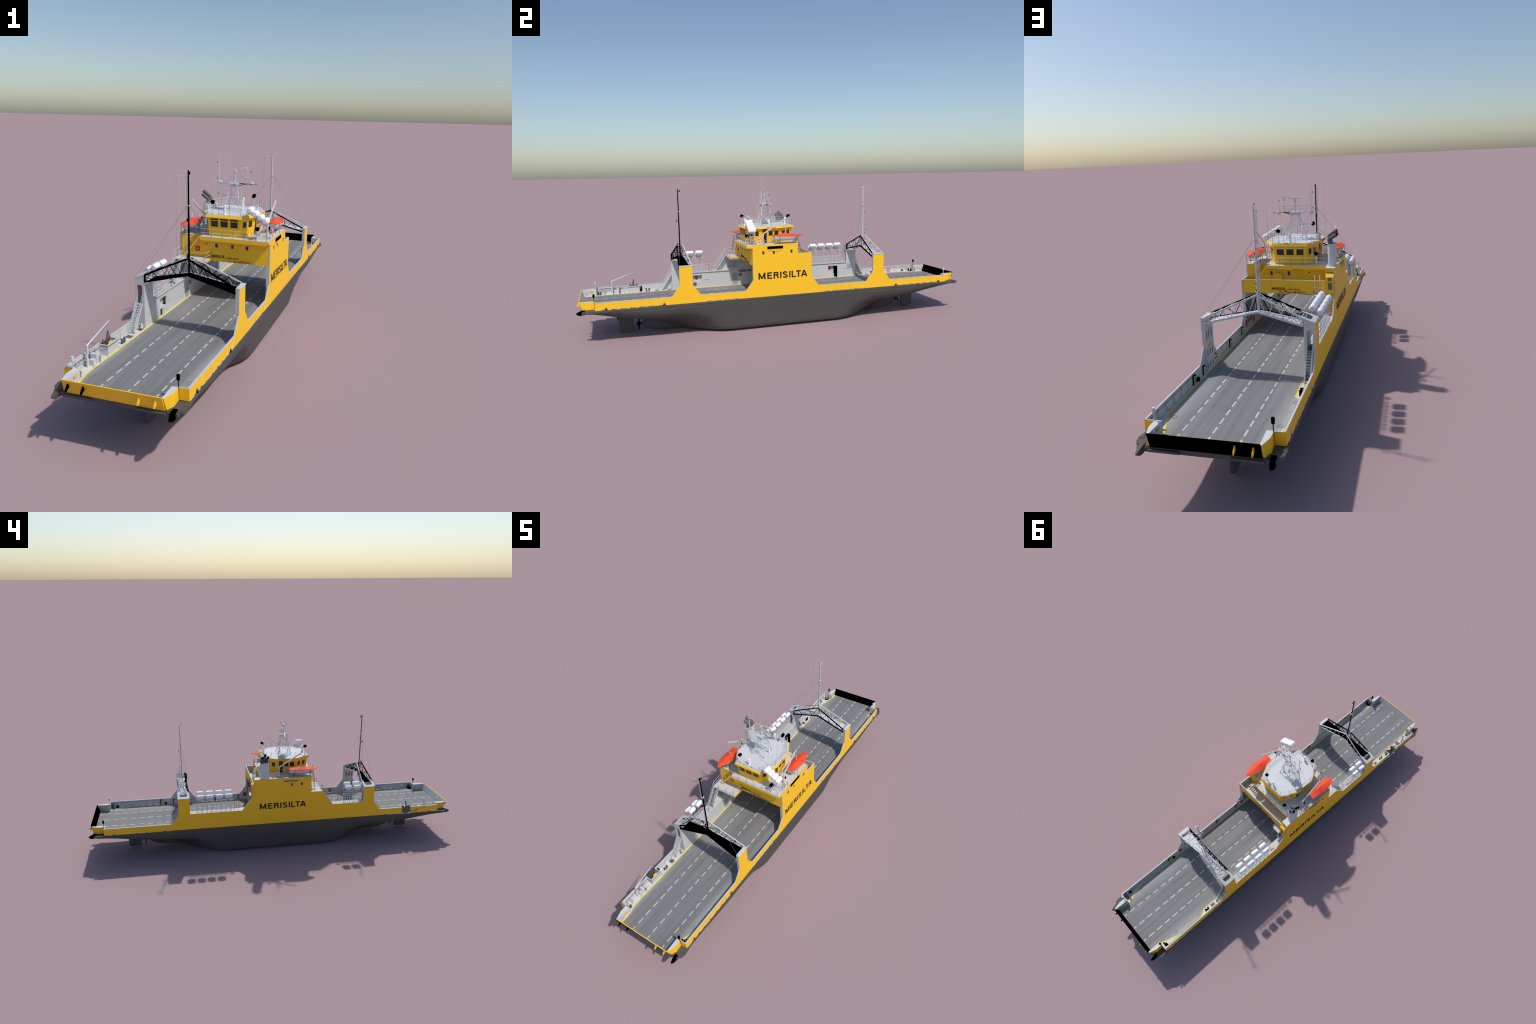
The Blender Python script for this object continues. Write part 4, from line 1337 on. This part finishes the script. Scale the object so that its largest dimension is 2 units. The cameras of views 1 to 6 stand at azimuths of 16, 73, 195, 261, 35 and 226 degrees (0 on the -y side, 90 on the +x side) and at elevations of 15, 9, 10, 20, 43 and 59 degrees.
# ------------------------------------------------------------------ radar mast
def radar_mast():
    r = empty("radar_mast", ROOT)
    C = -.0582
    def leg(sx, sy, z):
        t = (z - .505) / (.607 - .505)
        hx, hy = .0336 + (.0135 - .0336) * t, .0352 + (.0160 - .0352) * t
        return Vector((sx * hx, C + sy * hy, z))
    mb = MB()
    cs = ((-1, -1), (1, -1), (1, 1), (-1, 1))
    for c in cs:
        mb.tube([leg(*c, .505), leg(*c, .607)], .0014, 6)
        mb.cyl(leg(*c, .505), leg(*c, .507), .003, 8)
    for z in (.5615,):
        for i in range(4):
            mb.tube([leg(*cs[i], z), leg(*cs[(i + 1) % 4], z)], .0011, 6)
    for za, zb in ((.508, .5600), (.5630, .605)):
        for i in range(4):
            a, b = cs[i], cs[(i + 1) % 4]
            mb.tube([leg(*a, za), leg(*b, zb)], .0007, 5)
            mb.tube([leg(*b, za), leg(*a, zb)], .0007, 5)
    mb.obj("lattice_leg", STEEL, r)
    mb = MB()
    mb.box(-.0185, .0185, C - .0195, C + .0195, .6070, .6135)
    mb.box(-.0170, .0170, C - .0175, C + .0175, .6010, .6069)
    mb.obj("top_platform", STEEL, r)
    mb = MB()
    mb.tube([(-.0185, C, .6122), (-.0930, C, .6122)], .0012, 6)
    mb.tube([(-.0165, C - .010, .604), (-.050, C, .6115)], .0009, 5)
    mb.tube([(-.0165, C + .010, .604), (-.050, C, .6115)], .0009, 5)
    mb.box(-.058, -.0185, C - .004, C + .004, .6126, .6138)
    mb.tube([(-.0700, C, .5640), (-.0140, C - .013, .5615)], .0011, 5)
    mb.tube([(-.0700, C, .5640), (-.0140, C + .013, .5615)], .0011, 5)
    mb.tube([(-.0660, C, .565), (-.0660, C, .612)], .0009, 5)
    mb.obj("yard", STEEL, r)
    mb = MB()
    mb.tube([(.0185, C - .008, .6122), (.0520, C - .001, .6118), (.0925, C, .6118), (.0925, C, .6150)], .0009, 5)
    mb.tube([(.0185, C + .008, .6122), (.0520, C + .001, .6118)], .0009, 5)
    mb.tube([(.0165, C - .010, .604), (.050, C, .6112)], .0009, 5)
    mb.tube([(.0165, C + .010, .604), (.050, C, .6112)], .0009, 5)
    mb.obj("yard", BLACK, r)
    # main radar
    mb = MB()
    mb.tube([(0, C, .6135), (0, C, .6530)], .0021, 8)
    for dx in (-1, 1):
        mb.tube([(dx * .012, C, .6138), (0, C, .640)], .0006, 4)
    mb.cyl((0, C, .6520), (0, C, .6560), .0052, 12)
    mb.box(-.0052, .0052, C - .0060, C + .0050, .6555, .6640)
    mb.cyl((0, C, .6640), (0, C, .6660), .0030, 10)
    mb.bar((-.0268, C - .0015, .6675), (.0262, C + .0035, .6675), .0030, .0030)
    # second radar
    mb.tube([(.0450, C, .6120), (.0450, C, .6600)], .0012, 6)
    mb.cyl((.0450, C, .6570), (.0450, C, .6700), .0018, 10, 0, .0044)
    mb.box(.0440, .0500, C - .0015, C + .0015, .6585, .6640)
    mb.bar((.0335, C - .0060, .6735), (.0570, C + .0050, .6735), .0026, .0030)
    mb.box(.0330, .0560, C - .0035, C + .0035, .6350, .6362)
    mb.obj("radar_scanner", STEEL, r)
    # side pole with whips and lamps, dishes, guard rails
    mb = MB()
    px = -.0655
    for dy in (-.0022, .0022):
        mb.tube([(px, C + dy, .612), (px, C + dy, .672)], .0007, 5)
    z = .614
    while z < .670:
        mb.tube([(px, C - .0022, z), (px, C + .0022, z + .004)], .0004, 4)
        z += .004
    mb.tube([(px, C, .670), (px, C, .6855)], .0011, 6)
    mb.tube([(-.0735, C, .6855), (-.0390, C, .6855)], .0010, 6)
    mb.tube([(px, C, .6790), (-.0530, C, .6850)], .0007, 5)
    mb.cyl((-.0725, C, .6855), (-.0725, C, .6875), .0026, 8)
    mb.cyl((-.0725, C, .6245), (-.0725, C, .6265), .0026, 8)
    mb.tube([(-.0725, C, .6245), (px, C, .6245)], .0008, 5)
    mb.tube([(-.0654, C, .686), (-.0654, C + .003, .7267)], .0005, 4)
    mb.tube([(-.0392, C, .6855), (-.0392, C + .004, .7249)], .0005, 4)
    mb.tube([(-.0895, C, .6120), (-.0895, C, .6450)], .0005, 4)
    mb.tube([(.0680, C, .612), (.0670, C, .6560)], .0007, 5)
    mb.tube([(.0630, C, .612), (.0645, C, .636)], .0006, 5)
    for a, b in (((px, C, .6365), (.0660, C, .6365)), ((-.048, C - .012, .6370), (.044, C - .012, .6370)), ((-.048, C + .012, .6370), (.044, C + .012, .6370)),
                 ((-.048, C - .012, .6250), (-.016, C - .012, .6250)), ((.012, C - .012, .6250), (.044, C - .012, .6250)), ((-.048, C + .012, .6250), (.044, C + .012, .6250)),
                 ((px, C, .6510), (-.0500, C, .6370))):
        mb.tube([a, b], .0005, 4)
    for x in (-.048, -.0360, -.0200, .0110, .0260, .0440):
        for s in (-1, 1):
            mb.tube([(x, C + s * .012, .6132), (x * 1.06, C + s * .012, .6370)], .0005, 4)
    mb.tube([(.0780, -.120, .5046), (.0800, -.118, .6150)], .0007, 5)
    mb.tube([(.0740, -.118, .6120), (.0860, -.118, .6120)], .0005, 4)
    mb.obj("antenna_pole", STEEL, r)
    mb = MB()
    for x in (-.0668, .0655):
        rings = []
        for t, rr in ((-.0015, .0005), (.0, .0040), (.0006, .0084), (.0018, .0088), (.0026, .0084), (.0030, .0005)):
            rings.append([(x + rr * math.cos(2 * math.pi * k / 20), C + .0120 + t, .6112 + rr * math.sin(2 * math.pi * k / 20)) for k in range(20)])
        mb.loft(rings)
        mb.tube([(x, C, .6112), (x, C + .012, .6112)], .0012, 6)
    mb.obj("radar_reflector", STEEL, r)
    mb = MB()
    for x, y, z in ((-.0725, C, .6877), (-.0725, C, .6267), (-.0685, C, .5650), (.0670, C, .6560), (0.004, C - .021, .6060)):
        mb.cyl((x, y, z), (x, y, z + .0050), .0016, 8)
        mb.cyl((x, y, z + .0052), (x, y, z + .0060), .0024, 8)
    mb.obj("signal_lamp", DARK, r)
    mb = MB()
    for a, b in (((-.0900, C, .6110), (-.0945, C - .02, .505)), ((.0925, C, .6110), (.0945, C - .03, .505)), ((.0860, C, .611), (.0880, C, .600))):
        mb.tube([a, b], .0003, 4)
    mb.obj("halyard", WIRE, r)
radar_mast()

# ------------------------------------------------------------------ lifeboats, davits, starboard rafts
def boats():
    for turn in (0, 1):
        def T(x, y, z):
            return (x, y, z) if not turn else (-x, -.119 - y, z)
        lb = empty("lifeboat", ROOT)
        N = 26
        def half(t):                       # half beam along t = 0 stern .. 1 bow
            return .0192 + (.0272 - .0192) * math.sin(min(t / .52, 1) * math.pi / 2) if t < .52 else .0272 * (1 - ((t - .52) / .48) ** 2.1)
        def sheer(t): return .4615 + .0020 * (2 * t - .9) ** 2 - .0030 * t
        def keel(t): return .4370 + .0005 * (1 - t) + (.0200 * max(0, (t - .55) / .45) ** 1.8)
        cx = .1535
        y0, y1 = -.0600, .1000
        hullr, cov = [], []
        for i in range(N + 1):
            t = i / N
            y = y0 + (y1 - y0) * t
            b = max(half(t), .0006)
            zs, zk = sheer(t), min(keel(t), sheer(t) - .0010)
            rake = .006 * (1 - t) if t < .2 else 0
            ring = []
            for k in range(13):
                a = math.pi * k / 12
                c, s_ = math.cos(a), math.sin(a)
                yy = y + (0.0 if t > .05 else .004 * s_) - (.0 if t < .5 else (t - .5) * .060 * s_ * t)
                ring.append(T(cx + b * math.copysign(abs(c) ** .75, c), yy, zs - (zs - zk) * abs(s_) ** .8))
            hullr.append(ring)
            # canvas peaked like a tent over a ridge pole
            peak = .0120 * min(1, t / .32) * (1 - max(0, (t - .36) / .64) ** 1.1) + .0004
            ring = []
            for k in range(9):
                u = -1 + k / 4
                ring.append(T(cx + (b + .0010) * u, y - (.0 if t < .9 else 0), zs + .0005 + peak * (1 - abs(u)) ** .85))
            ring += [T(cx + (b + .0013), y, zs - .0012), T(cx - (b + .0013), y, zs - .0012)]
            cov.append(ring)
        mb = MB()
        mb.loft(hullr, 0, False, True, closed=False)
        mb.add(hullr[0], [tuple(range(13))], 0)
        mb.add([p for r in hullr for p in (r[0], r[-1])], [(2 * i, 2 * i + 1, 2 * i + 3, 2 * i + 2) for i in range(N)], 0)
        mb.obj("boat_hull", BOATG, lb)
        mb = MB()
        mb.loft(cov, 0, True, False)
        mb.obj("boat_cover", ORG, lb)
        mb = MB()
        for y in (-.0360, .0500):
            mb.tube([T(cx - .012, y, .4222), T(cx - .012, y, .4370), T(cx - .022, y, .4520)], .0011, 5)
            mb.tube([T(cx + .012, y, .4222), T(cx + .012, y, .4370), T(cx + .022, y, .4520)], .0011, 5)
            mb.tube([T(cx - .014, y, .4345), T(cx + .014, y, .4345)], .0013, 5)
            mb.tube([T(cx + .0275, y, .4222), T(cx + .0275, y, .4620)], .0009, 5)
            mb.tube([T(cx - .0275, y - .004, .4222), T(cx - .0275, y - .004, .4560)], .0009, 5)
        mb.obj("boat_cradle", POST, lb)
        mb = MB()
        for dx, dy in ((.0, .0), (-.022, .018), (.022, .022), (.006, -.03), (-.004, .045)):
            c = T(cx + dx, .008 + dy, .466 + .006 * (1 - abs(dx) / .03))
            mb.ball(c, .0011, 8)
        p = T(cx, .010, .4735)
        for dx, dy in ((-.0265, .018), (.0265, .018), (.014, -.045), (-.012, -.045)):
            mb.tube([p, T(cx + dx, .010 + dy, .4640)], .0003, 4)
        mb.obj("lashing", POST, lb)
        # davit crane
        dv = empty("davit", ROOT)
        mb = MB()
        bx, by = .1528, -.1132
        mb.tube([T(bx, by, .4222), T(bx, by, .4400)], .0046, 12)
        mb.tube([T(bx, by, .4400), T(bx, by, .4745)], .0032, 10)
        mb.bar(T(bx, by, .4745), T(.1533, .0000, .5445), .0044, .0056)
        mb.tube([T(.1533, .0, .5445), T(.1533, .0, .5370)], .0016, 6)
        mb.box(*sorted((T(bx - .008, 0, 0)[0], T(bx - .002, 0, 0)[0])), *sorted((T(0, by - .004, 0)[1], T(0, by + .004, 0)[1])), .452, .460)
        mb.obj("davit_arm", STEEL, dv)
        mb = MB()
        mb.box(*sorted((T(bx + .0035, 0, 0)[0], T(bx + .0085, 0, 0)[0])), *sorted((T(0, by + .002, 0)[1], T(0, by + .009, 0)[1])), .4500, .4600)
        mb.obj("winch_motor", BLACK, dv)
        mb = MB()
        mb.tube([T(.1533, .0, .5400), T(.1533, .004, .4790)], .0003, 4)
        mb.tube([T(.1533, .003, .4960), T(.1533, .0035, .4790)], .0010, 5)
        mb.obj("fall_wire", RAFT, dv)
        rr = MB()
        railing(rr, rr, [T(.118, -.100, .4222), T(.118, -.060, .4222), T(.128, -.060, .4222)], .026, .02)
        railing(rr, rr, [T(.135, -.155, .4222), T(.150, -.150, .4222), T(.175, -.150, .4222)], .020, .02)
        rr.obj("guard_rail", STEEL, dv)
    # starboard rafts on a sloping rack
    rk = empty("life_raft_rack", ROOT)
    cs = [(.1025 + .0200 * i, -.1725, .5310 - .0119 * i) for i in range(4)]
    for c in cs:
        place(RAFT_ME, "life_raft", rk, c, (0, math.radians(30), 0)).scale = (1.08, 1.0, 1.08)
    mb = MB()
    for dy in (-.0115, .0115):
        y = -.1690 + dy
        mb.bar((.0880, y, .5255), (.1700, y, .4770), .0020)
        for x, zt in ((.155, .4850), (.128, .5010)):
            mb.tube([(x, y, .4222), (x, y, zt)], .0012, 6)
        mb.tube([(.0800, y, .5050), (.0960, y, .5200)], .0010, 5)
    for z in (.445, .462, .478):
        mb.tube([(.155, -.1805, z), (.155, -.1575, z)], .0009, 5)
        mb.tube([(.128, -.1805, z), (.128, -.1575, z)], .0009, 5)
    for i in range(5):
        mb.tube([(.120 + .008 * i, -.203, .4226), (.126 + .008 * i, -.178, .4226)], .0007, 4)
    mb.obj("rack_frame", STEEL, rk)
    lifebuoy(ROOT, (.1791, -.1363, .4455), 'x')
    lifebuoy(ROOT, (-.1802, .0206, .4463), 'x')
    lifebuoy(ROOT, (.1755, .4470, .1884), 'x')
    lifebuoy(ROOT, (.1755, -.3931, .1842), 'x')
    lifebuoy(ROOT, (.1755, -.7106, .1843), 'x')
    lifebuoy(ROOT, (-.1745, .7674, .1835), 'x')
boats()

# ------------------------------------------------------------------ ramps
def ramps():
    for sy in (-1, 1):
        g = empty("bow_ramp", ROOT)
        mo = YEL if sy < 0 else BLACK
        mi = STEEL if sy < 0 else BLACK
        mb = MB()
        p = [(-.1405, sy * .9895, .2055), (.1405, sy * .9895, .2055), (.1405, sy * .9752, .1630), (-.1405, sy * .9752, .1630)]
        q = [(x, y + (-sy * .0030), z) for x, y, z in p]
        mb.add(p + q, [(0, 1, 2, 3), (7, 6, 5, 4), (0, 4, 5, 1), (1, 5, 6, 2), (2, 6, 7, 3), (3, 7, 4, 0)], [0, 1, 0, 0, 0, 0])
        mb.obj("ramp_plate", (mo, mi), g)
        if sy < 0:
            mb = MB()
            mb.tube([(-.1405, -.9895, .2056), (.1405, -.9895, .2056)], .0012, 6)
            mb.obj("ramp_edge", YEL, g)
        for x in (-.1235, -.0788, .0794, .1240):
            mb = MB()
            prof = [(sy * .9860, .1960), (sy * .9890, .1945), (sy * .9975, .1840), (sy * .9987, .1790), (sy * .9965, .1770), (sy * .9815, .1850)]
            mb.prism([(a, b) for a, b in prof], 'x', x - .0016, x + .0016)
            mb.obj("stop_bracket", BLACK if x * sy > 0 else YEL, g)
ramps()

# ------------------------------------------------------------------ deck gear
def deck_gear():
    g = empty("mooring_gear", ROOT)
    # mooring bollard pairs
    def bollard(x, y, m, dy=.0075, dx=.0):
        q = MB()
        for s in (-1, 1):
            q.cyl((x + s * dx, y + s * dy, .1664), (x + s * dx, y + s * dy, .1825), .0036, 12)
            q.cyl((x + s * dx, y + s * dy, .1810), (x + s * dx, y + s * dy, .1828), .0042, 12)
        q.box(x - .0030 - dx * .5, x + .0030 + dx * .5, y - .002 - dy, y + .002 + dy, .1664, .1684)
        q.obj("bollard", m, g)
    bollard(-.1570, -.6610, DARK)
    bollard(-.1560, -.9035, DARK, .005, .006)
    bollard(-.1590, .6500, BLACK)
    bollard(-.1560, .9020, BLACK, .004, .007)
    bollard(.1570, -.9020, BLACK, .004, .007)
    bollard(.1570, .9020, DARK, .004, .007)
    # hooked vent pipes and small winches along the bulwarks
    for y in (.5600, .6360, .3130, .1765, -.3900):
        q = MB()
        q.tube([(.1755, y, .1664), (.1755, y, .1925), (.1748, y - .003, .1950), (.1735, y - .008, .1950), (.1725, y - .011, .1925)], .0022, 8)
        q.obj("vent_pipe", BLACK if y > .2 or y < 0 else POST, g)
    for x, y, m in ((.1735, .6045, BLACK), (.1735, .8800, BLACK), (-.1735, .8600, DARK)):
        q = MB()
        q.cyl((x - .0030, y, .1745), (x + .0030, y, .1745), .0052, 14)
        q.box(x - .004, x + .004, y - .006, y + .006, .1664, .1720)
        q.obj("fairlead_roller", m, g)
    q = MB()
    for x, y in ((-.1690, -.8950), (.1700, .8950), (-.172, .885), (.171, -.885)):
        q.cyl((x, y, .1664), (x, y, .1850), .0018, 10)
        q.ball((x, y, .188), .0035, 10)
    q.obj("vent_mushroom", STEEL, g)
    q = MB()
    for y in (.905, -.905):
        q.box(.1650, .1770, y - .003, y + .003, .1664, .1900)
    q.obj("locker", POST, g)
    q = MB(); q.box(.134, .135, -.9300, -.9270, .1664, .1900); q.box(-.1345, -.1335, .921, .924, .1664, .188); q.obj("bumper_post", DARK, g)
    # anchor pocket on the port bow
    a = empty("anchor_pocket", ROOT)
    q = MB()
    q.box(-.1510, -.1490, -.7600, -.7030, .1664, .1985)
    q.box(-.1778, -.1511, -.7600, -.7580, .1664, .1985)
    q.box(-.1778, -.1511, -.7040, -.7020, .1664, .1985)
    q.obj("pocket_wall", WHT, a)
    q = MB()
    q.box(-.1530, -.1486, -.7605, -.7015, .1986, .2006)
    q.box(-.1778, -.1531, -.7605, -.7575, .1986, .2006)
    q.box(-.1778, -.1531, -.7045, -.7015, .1986, .2006)
    q.obj("pocket_rail", WHT, a)
    q = MB()
    q.tube([(-.1530, -.7000, .1960), (-.1478, -.7000, .1960), (-.1478, -.7620, .1960), (-.1720, -.7640, .1960), (-.1720, -.8300, .1960)], .0009, 5)
    q.obj("hand_rail", POST, a)
    q = MB()
    q.box(-.1560, -.1536, -.7480, -.7140, .1665, .1990)
    q.box(-.1640, -.1560, -.7370, -.7200, .1960, .1985)
    q.obj("anchor_guide", YEL, a)
    q = MB()
    q.box(-.1790, -.1775, -.7470, -.7110, .1680, .1980)
    q.tube([(-.1640, -.7315, .2330), (-.1770, -.7315, .1720)], .0032, 8)
    q.tube([(-.1640, -.7320, .2310), (-.1700, -.7420, .1900)], .0015, 6)
    for s in (-1, 1):
        q.loft([[(-.1690, -.7315 + s * .008, .1800), (-.1740, -.7315 + s * .008, .1800), (-.1740, -.7315 + s * .012, .1800), (-.1690, -.7315 + s * .012, .1800)],
                [(-.1700, -.7315 + s * .011, .2010), (-.1735, -.7315 + s * .011, .2010), (-.1735, -.7315 + s * .020, .2010), (-.1700, -.7315 + s * .020, .2010)],
                [(-.1700, -.7315 + s * .0190, .2140), (-.1720, -.7315 + s * .0190, .2140), (-.1720, -.7315 + s * .0200, .2140), (-.1700, -.7315 + s * .0200, .2140)]], 0, True, False)
    q.obj("anchor", DARK, a)
    q = MB(); q.tube([(-.1800, -.7600, .1800), (-.1870, -.7680, .1760), (-.1870, -.7820, .1770), (-.1835, -.7900, .1830)], .0012, 6); q.ball((-.1838, -.7915, .1845), .0036, 10); q.obj("anchor_chain", DARK, a)
    q = MB(); q.box(-.1860, -.1780, -.7560, -.7060, .1656, .1668); q.obj("pocket_sill", STEEL, a)
    q = MB(); q.box(-.176, -.168, -.697, -.690, .1664, .1935); q.obj("vent_box", BLACK, a)
    # windlass and boxes
    w = empty("windlass", ROOT)
    q = MB()
    q.box(-.1710, -.1500, -.8180, -.8060, .1664, .1965)
    q.box(-.1660, -.1520, -.8310, -.8182, .1664, .1840)
    q.cyl((-.1700, -.7900, .1740), (-.1560, -.7900, .1740), .0062, 14)
    q.box(-.1730, -.1700, -.799, -.781, .1664, .1800)
    q.box(-.1560, -.1535, -.799, -.781, .1664, .1800)
    q.obj("windlass_body", STEEL, w)
    q = MB()
    for x in (-.1745, -.1560):
        q.tube([(x, -.8120, .198), (x, -.8000, .1860), (x, -.7960, .1664)], .0008, 5)
    q.tube([(-.1490, -.8055, .1664), (-.1490, -.8055, .187), (-.1490, -.7990, .1870), (-.149, -.799, .1664)], .0008, 5)
    q.obj("pipe_loop", POST, w)
    q = MB()
    for i in range(4):
        q.tube([(-.1720 + .0055 * i, -.8830, .1664), (-.1720 + .0055 * i, -.8740, .1930)], .0009, 5)
    q.tube([(-.1730, -.8760, .1925), (-.1540, -.8740, .1925)], .0009, 5)
    q.tube([(-.1760, -.8300, .1960), (-.1760, -.9050, .1960)], .0010, 5)
    q.tube([(-.1700, -.845, .190), (-.1700, -.890, .190)], .0010, 5)
    q.obj("gangway_rack", STEEL, w)
    # provision crane
    c = empty("deck_crane", ROOT)
    q = MB()
    q.cyl((-.1645, -.8400, .1664), (-.1645, -.8400, .1860), .0044, 14)
    q.cyl((-.1645, -.8400, .1860), (-.1645, -.8400, .1895), .0058, 14)
    q.cyl((-.1645, -.8400, .1895), (-.1645, -.8400, .2060), .0032, 10)
    q.box(-.1695, -.1655, -.8440, -.8360, .1930, .2060)
    q.obj("crane_pedestal", STEEL, c)
    q = MB()
    q.bar((-.1645, -.8400, .2050), (-.1645, -.8400, .2310), .0050, .0050)
    q.tube([(-.1645, -.8425, .2303), (-.1560, -.7370, .2695)], .0030, 6, 0, .0014)
    q.obj("crane_jib", STEEL, c)
    q = MB()
    q.tube([(-.1645, -.835, .212), (-.162, -.79, .226), (-.1595, -.742, .266)], .0004, 4)
    q.tube([(-.1593, -.742, .266), (-.1600, -.748, .2060)], .0003, 4)
    q.tube([(-.1645, -.8455, .232), (-.1645, -.8465, .205)], .0003, 4)
    q.obj("crane_wire", WIRE, c)
    # hose reel under the bow stair
    for y, sgn in ((-.5480, -1), (.5480, 1)):
        r = empty("hose_reel", ROOT)
        q = MB()
        for x in (-.1600, -.1530):
            q.torus((x, y, .1800), 'x', .0085, .0011, 20, 6)
            for k in range(4):
                aa = math.pi * k / 4
                q.tube([(x, y + .0085 * math.cos(aa), .18 + .0085 * math.sin(aa)), (x, y - .0085 * math.cos(aa), .18 - .0085 * math.sin(aa))], .0005, 4)
        q.cyl((-.1530, y, .1800), (-.1522, y, .1800), .0080, 18)
        q.obj("reel_rim", STEEL, r)
        q = MB(); q.cyl((-.1595, y, .1800), (-.1540, y, .1800), .0060, 14); q.obj("hose_coil", BROWN, r)
        q = MB(); q.box(-.161, -.152, y - .009, y + .009, .1664, .1690); q.obj("reel_foot", DARK, r)
    q = MB()
    q.tube([(-.1470, -.2240, .2656), (-.1470, -.2240, .2900)], .0008, 5)
    q.tube([(-.1560, -.3200, .2537), (-.1560, -.3200, .2740)], .0008, 5)
    q.obj("stanchion", POST, g)
deck_gear()

# ------------------------------------------------------------------ lettering
def letters():
    t = empty("lettering", ROOT)
    block_word("ship_name", "MERISILTA", NAVY, t, (.1828, -.1503, .2535), (0, 1, 0), (0, 0, 1), .2538, .0327)
    block_word("ship_name", "MERISILTA", NAVY, t, (-.1828, .1042, .2527), (0, -1, 0), (0, 0, 1), .2522, .0325)
    block_word("ship_name", "MERISILTA", NAVY, t, (-.0497, -.1763, .3370), (1, 0, 0), (0, 0, 1), .0520, .0102)
    lettering("register_number", "U 9499 / 292791", NAVY, t, (.0075, -.1763, .3358), (1, 0, 0), (0, 0, 1), .0525, .0064, 0.0)
    lettering("warning_text", "NO SMOKING", REDL, t, (.0380, -.1763, .3245), (1, 0, 0), (0, 0, 1), .0690, .0080, .004)
    block_word("ship_name", "MERISILTA", NAVY, t, (.0612, .1265, .3352), (-1, 0, 0), (0, 0, 1), .0515, .0095)
    lettering("register_number", "U 9499 / 292791", NAVY, t, (.0040, .1265, .3345), (-1, 0, 0), (0, 0, 1), .0525, .0060, 0.0)
    lettering("warning_text", "NO SMOKING", REDL, t, (.0000, .1265, .3228), (-1, 0, 0), (0, 0, 1), .0690, .0080, .004)
    for x0, y, s in ((.0165, -.1764, -1), (.0200, .1265, 1)):
        q = MB()
        a, b = sorted((y, y + s * .0006))
        w, h, z0, th = .0150, .0095, .3235, .0007
        q.box(x0, x0 + w, a, b, z0, z0 + th); q.box(x0, x0 + w, a, b, z0 + h, z0 + h + th)
        q.box(x0, x0 + th, a, b, z0 + th, z0 + h); q.box(x0 + w - th, x0 + w, a, b, z0 + th, z0 + h)
        q.box(x0 + .005, x0 + .011, a, b, z0 + .0045, z0 + .0057, 1)
        q.box(x0 + .006, x0 + .0085, a, b, z0 + .0025, z0 + .0037, 1)
        q.obj("warning_frame", (REDL, NAVY), t)
letters()
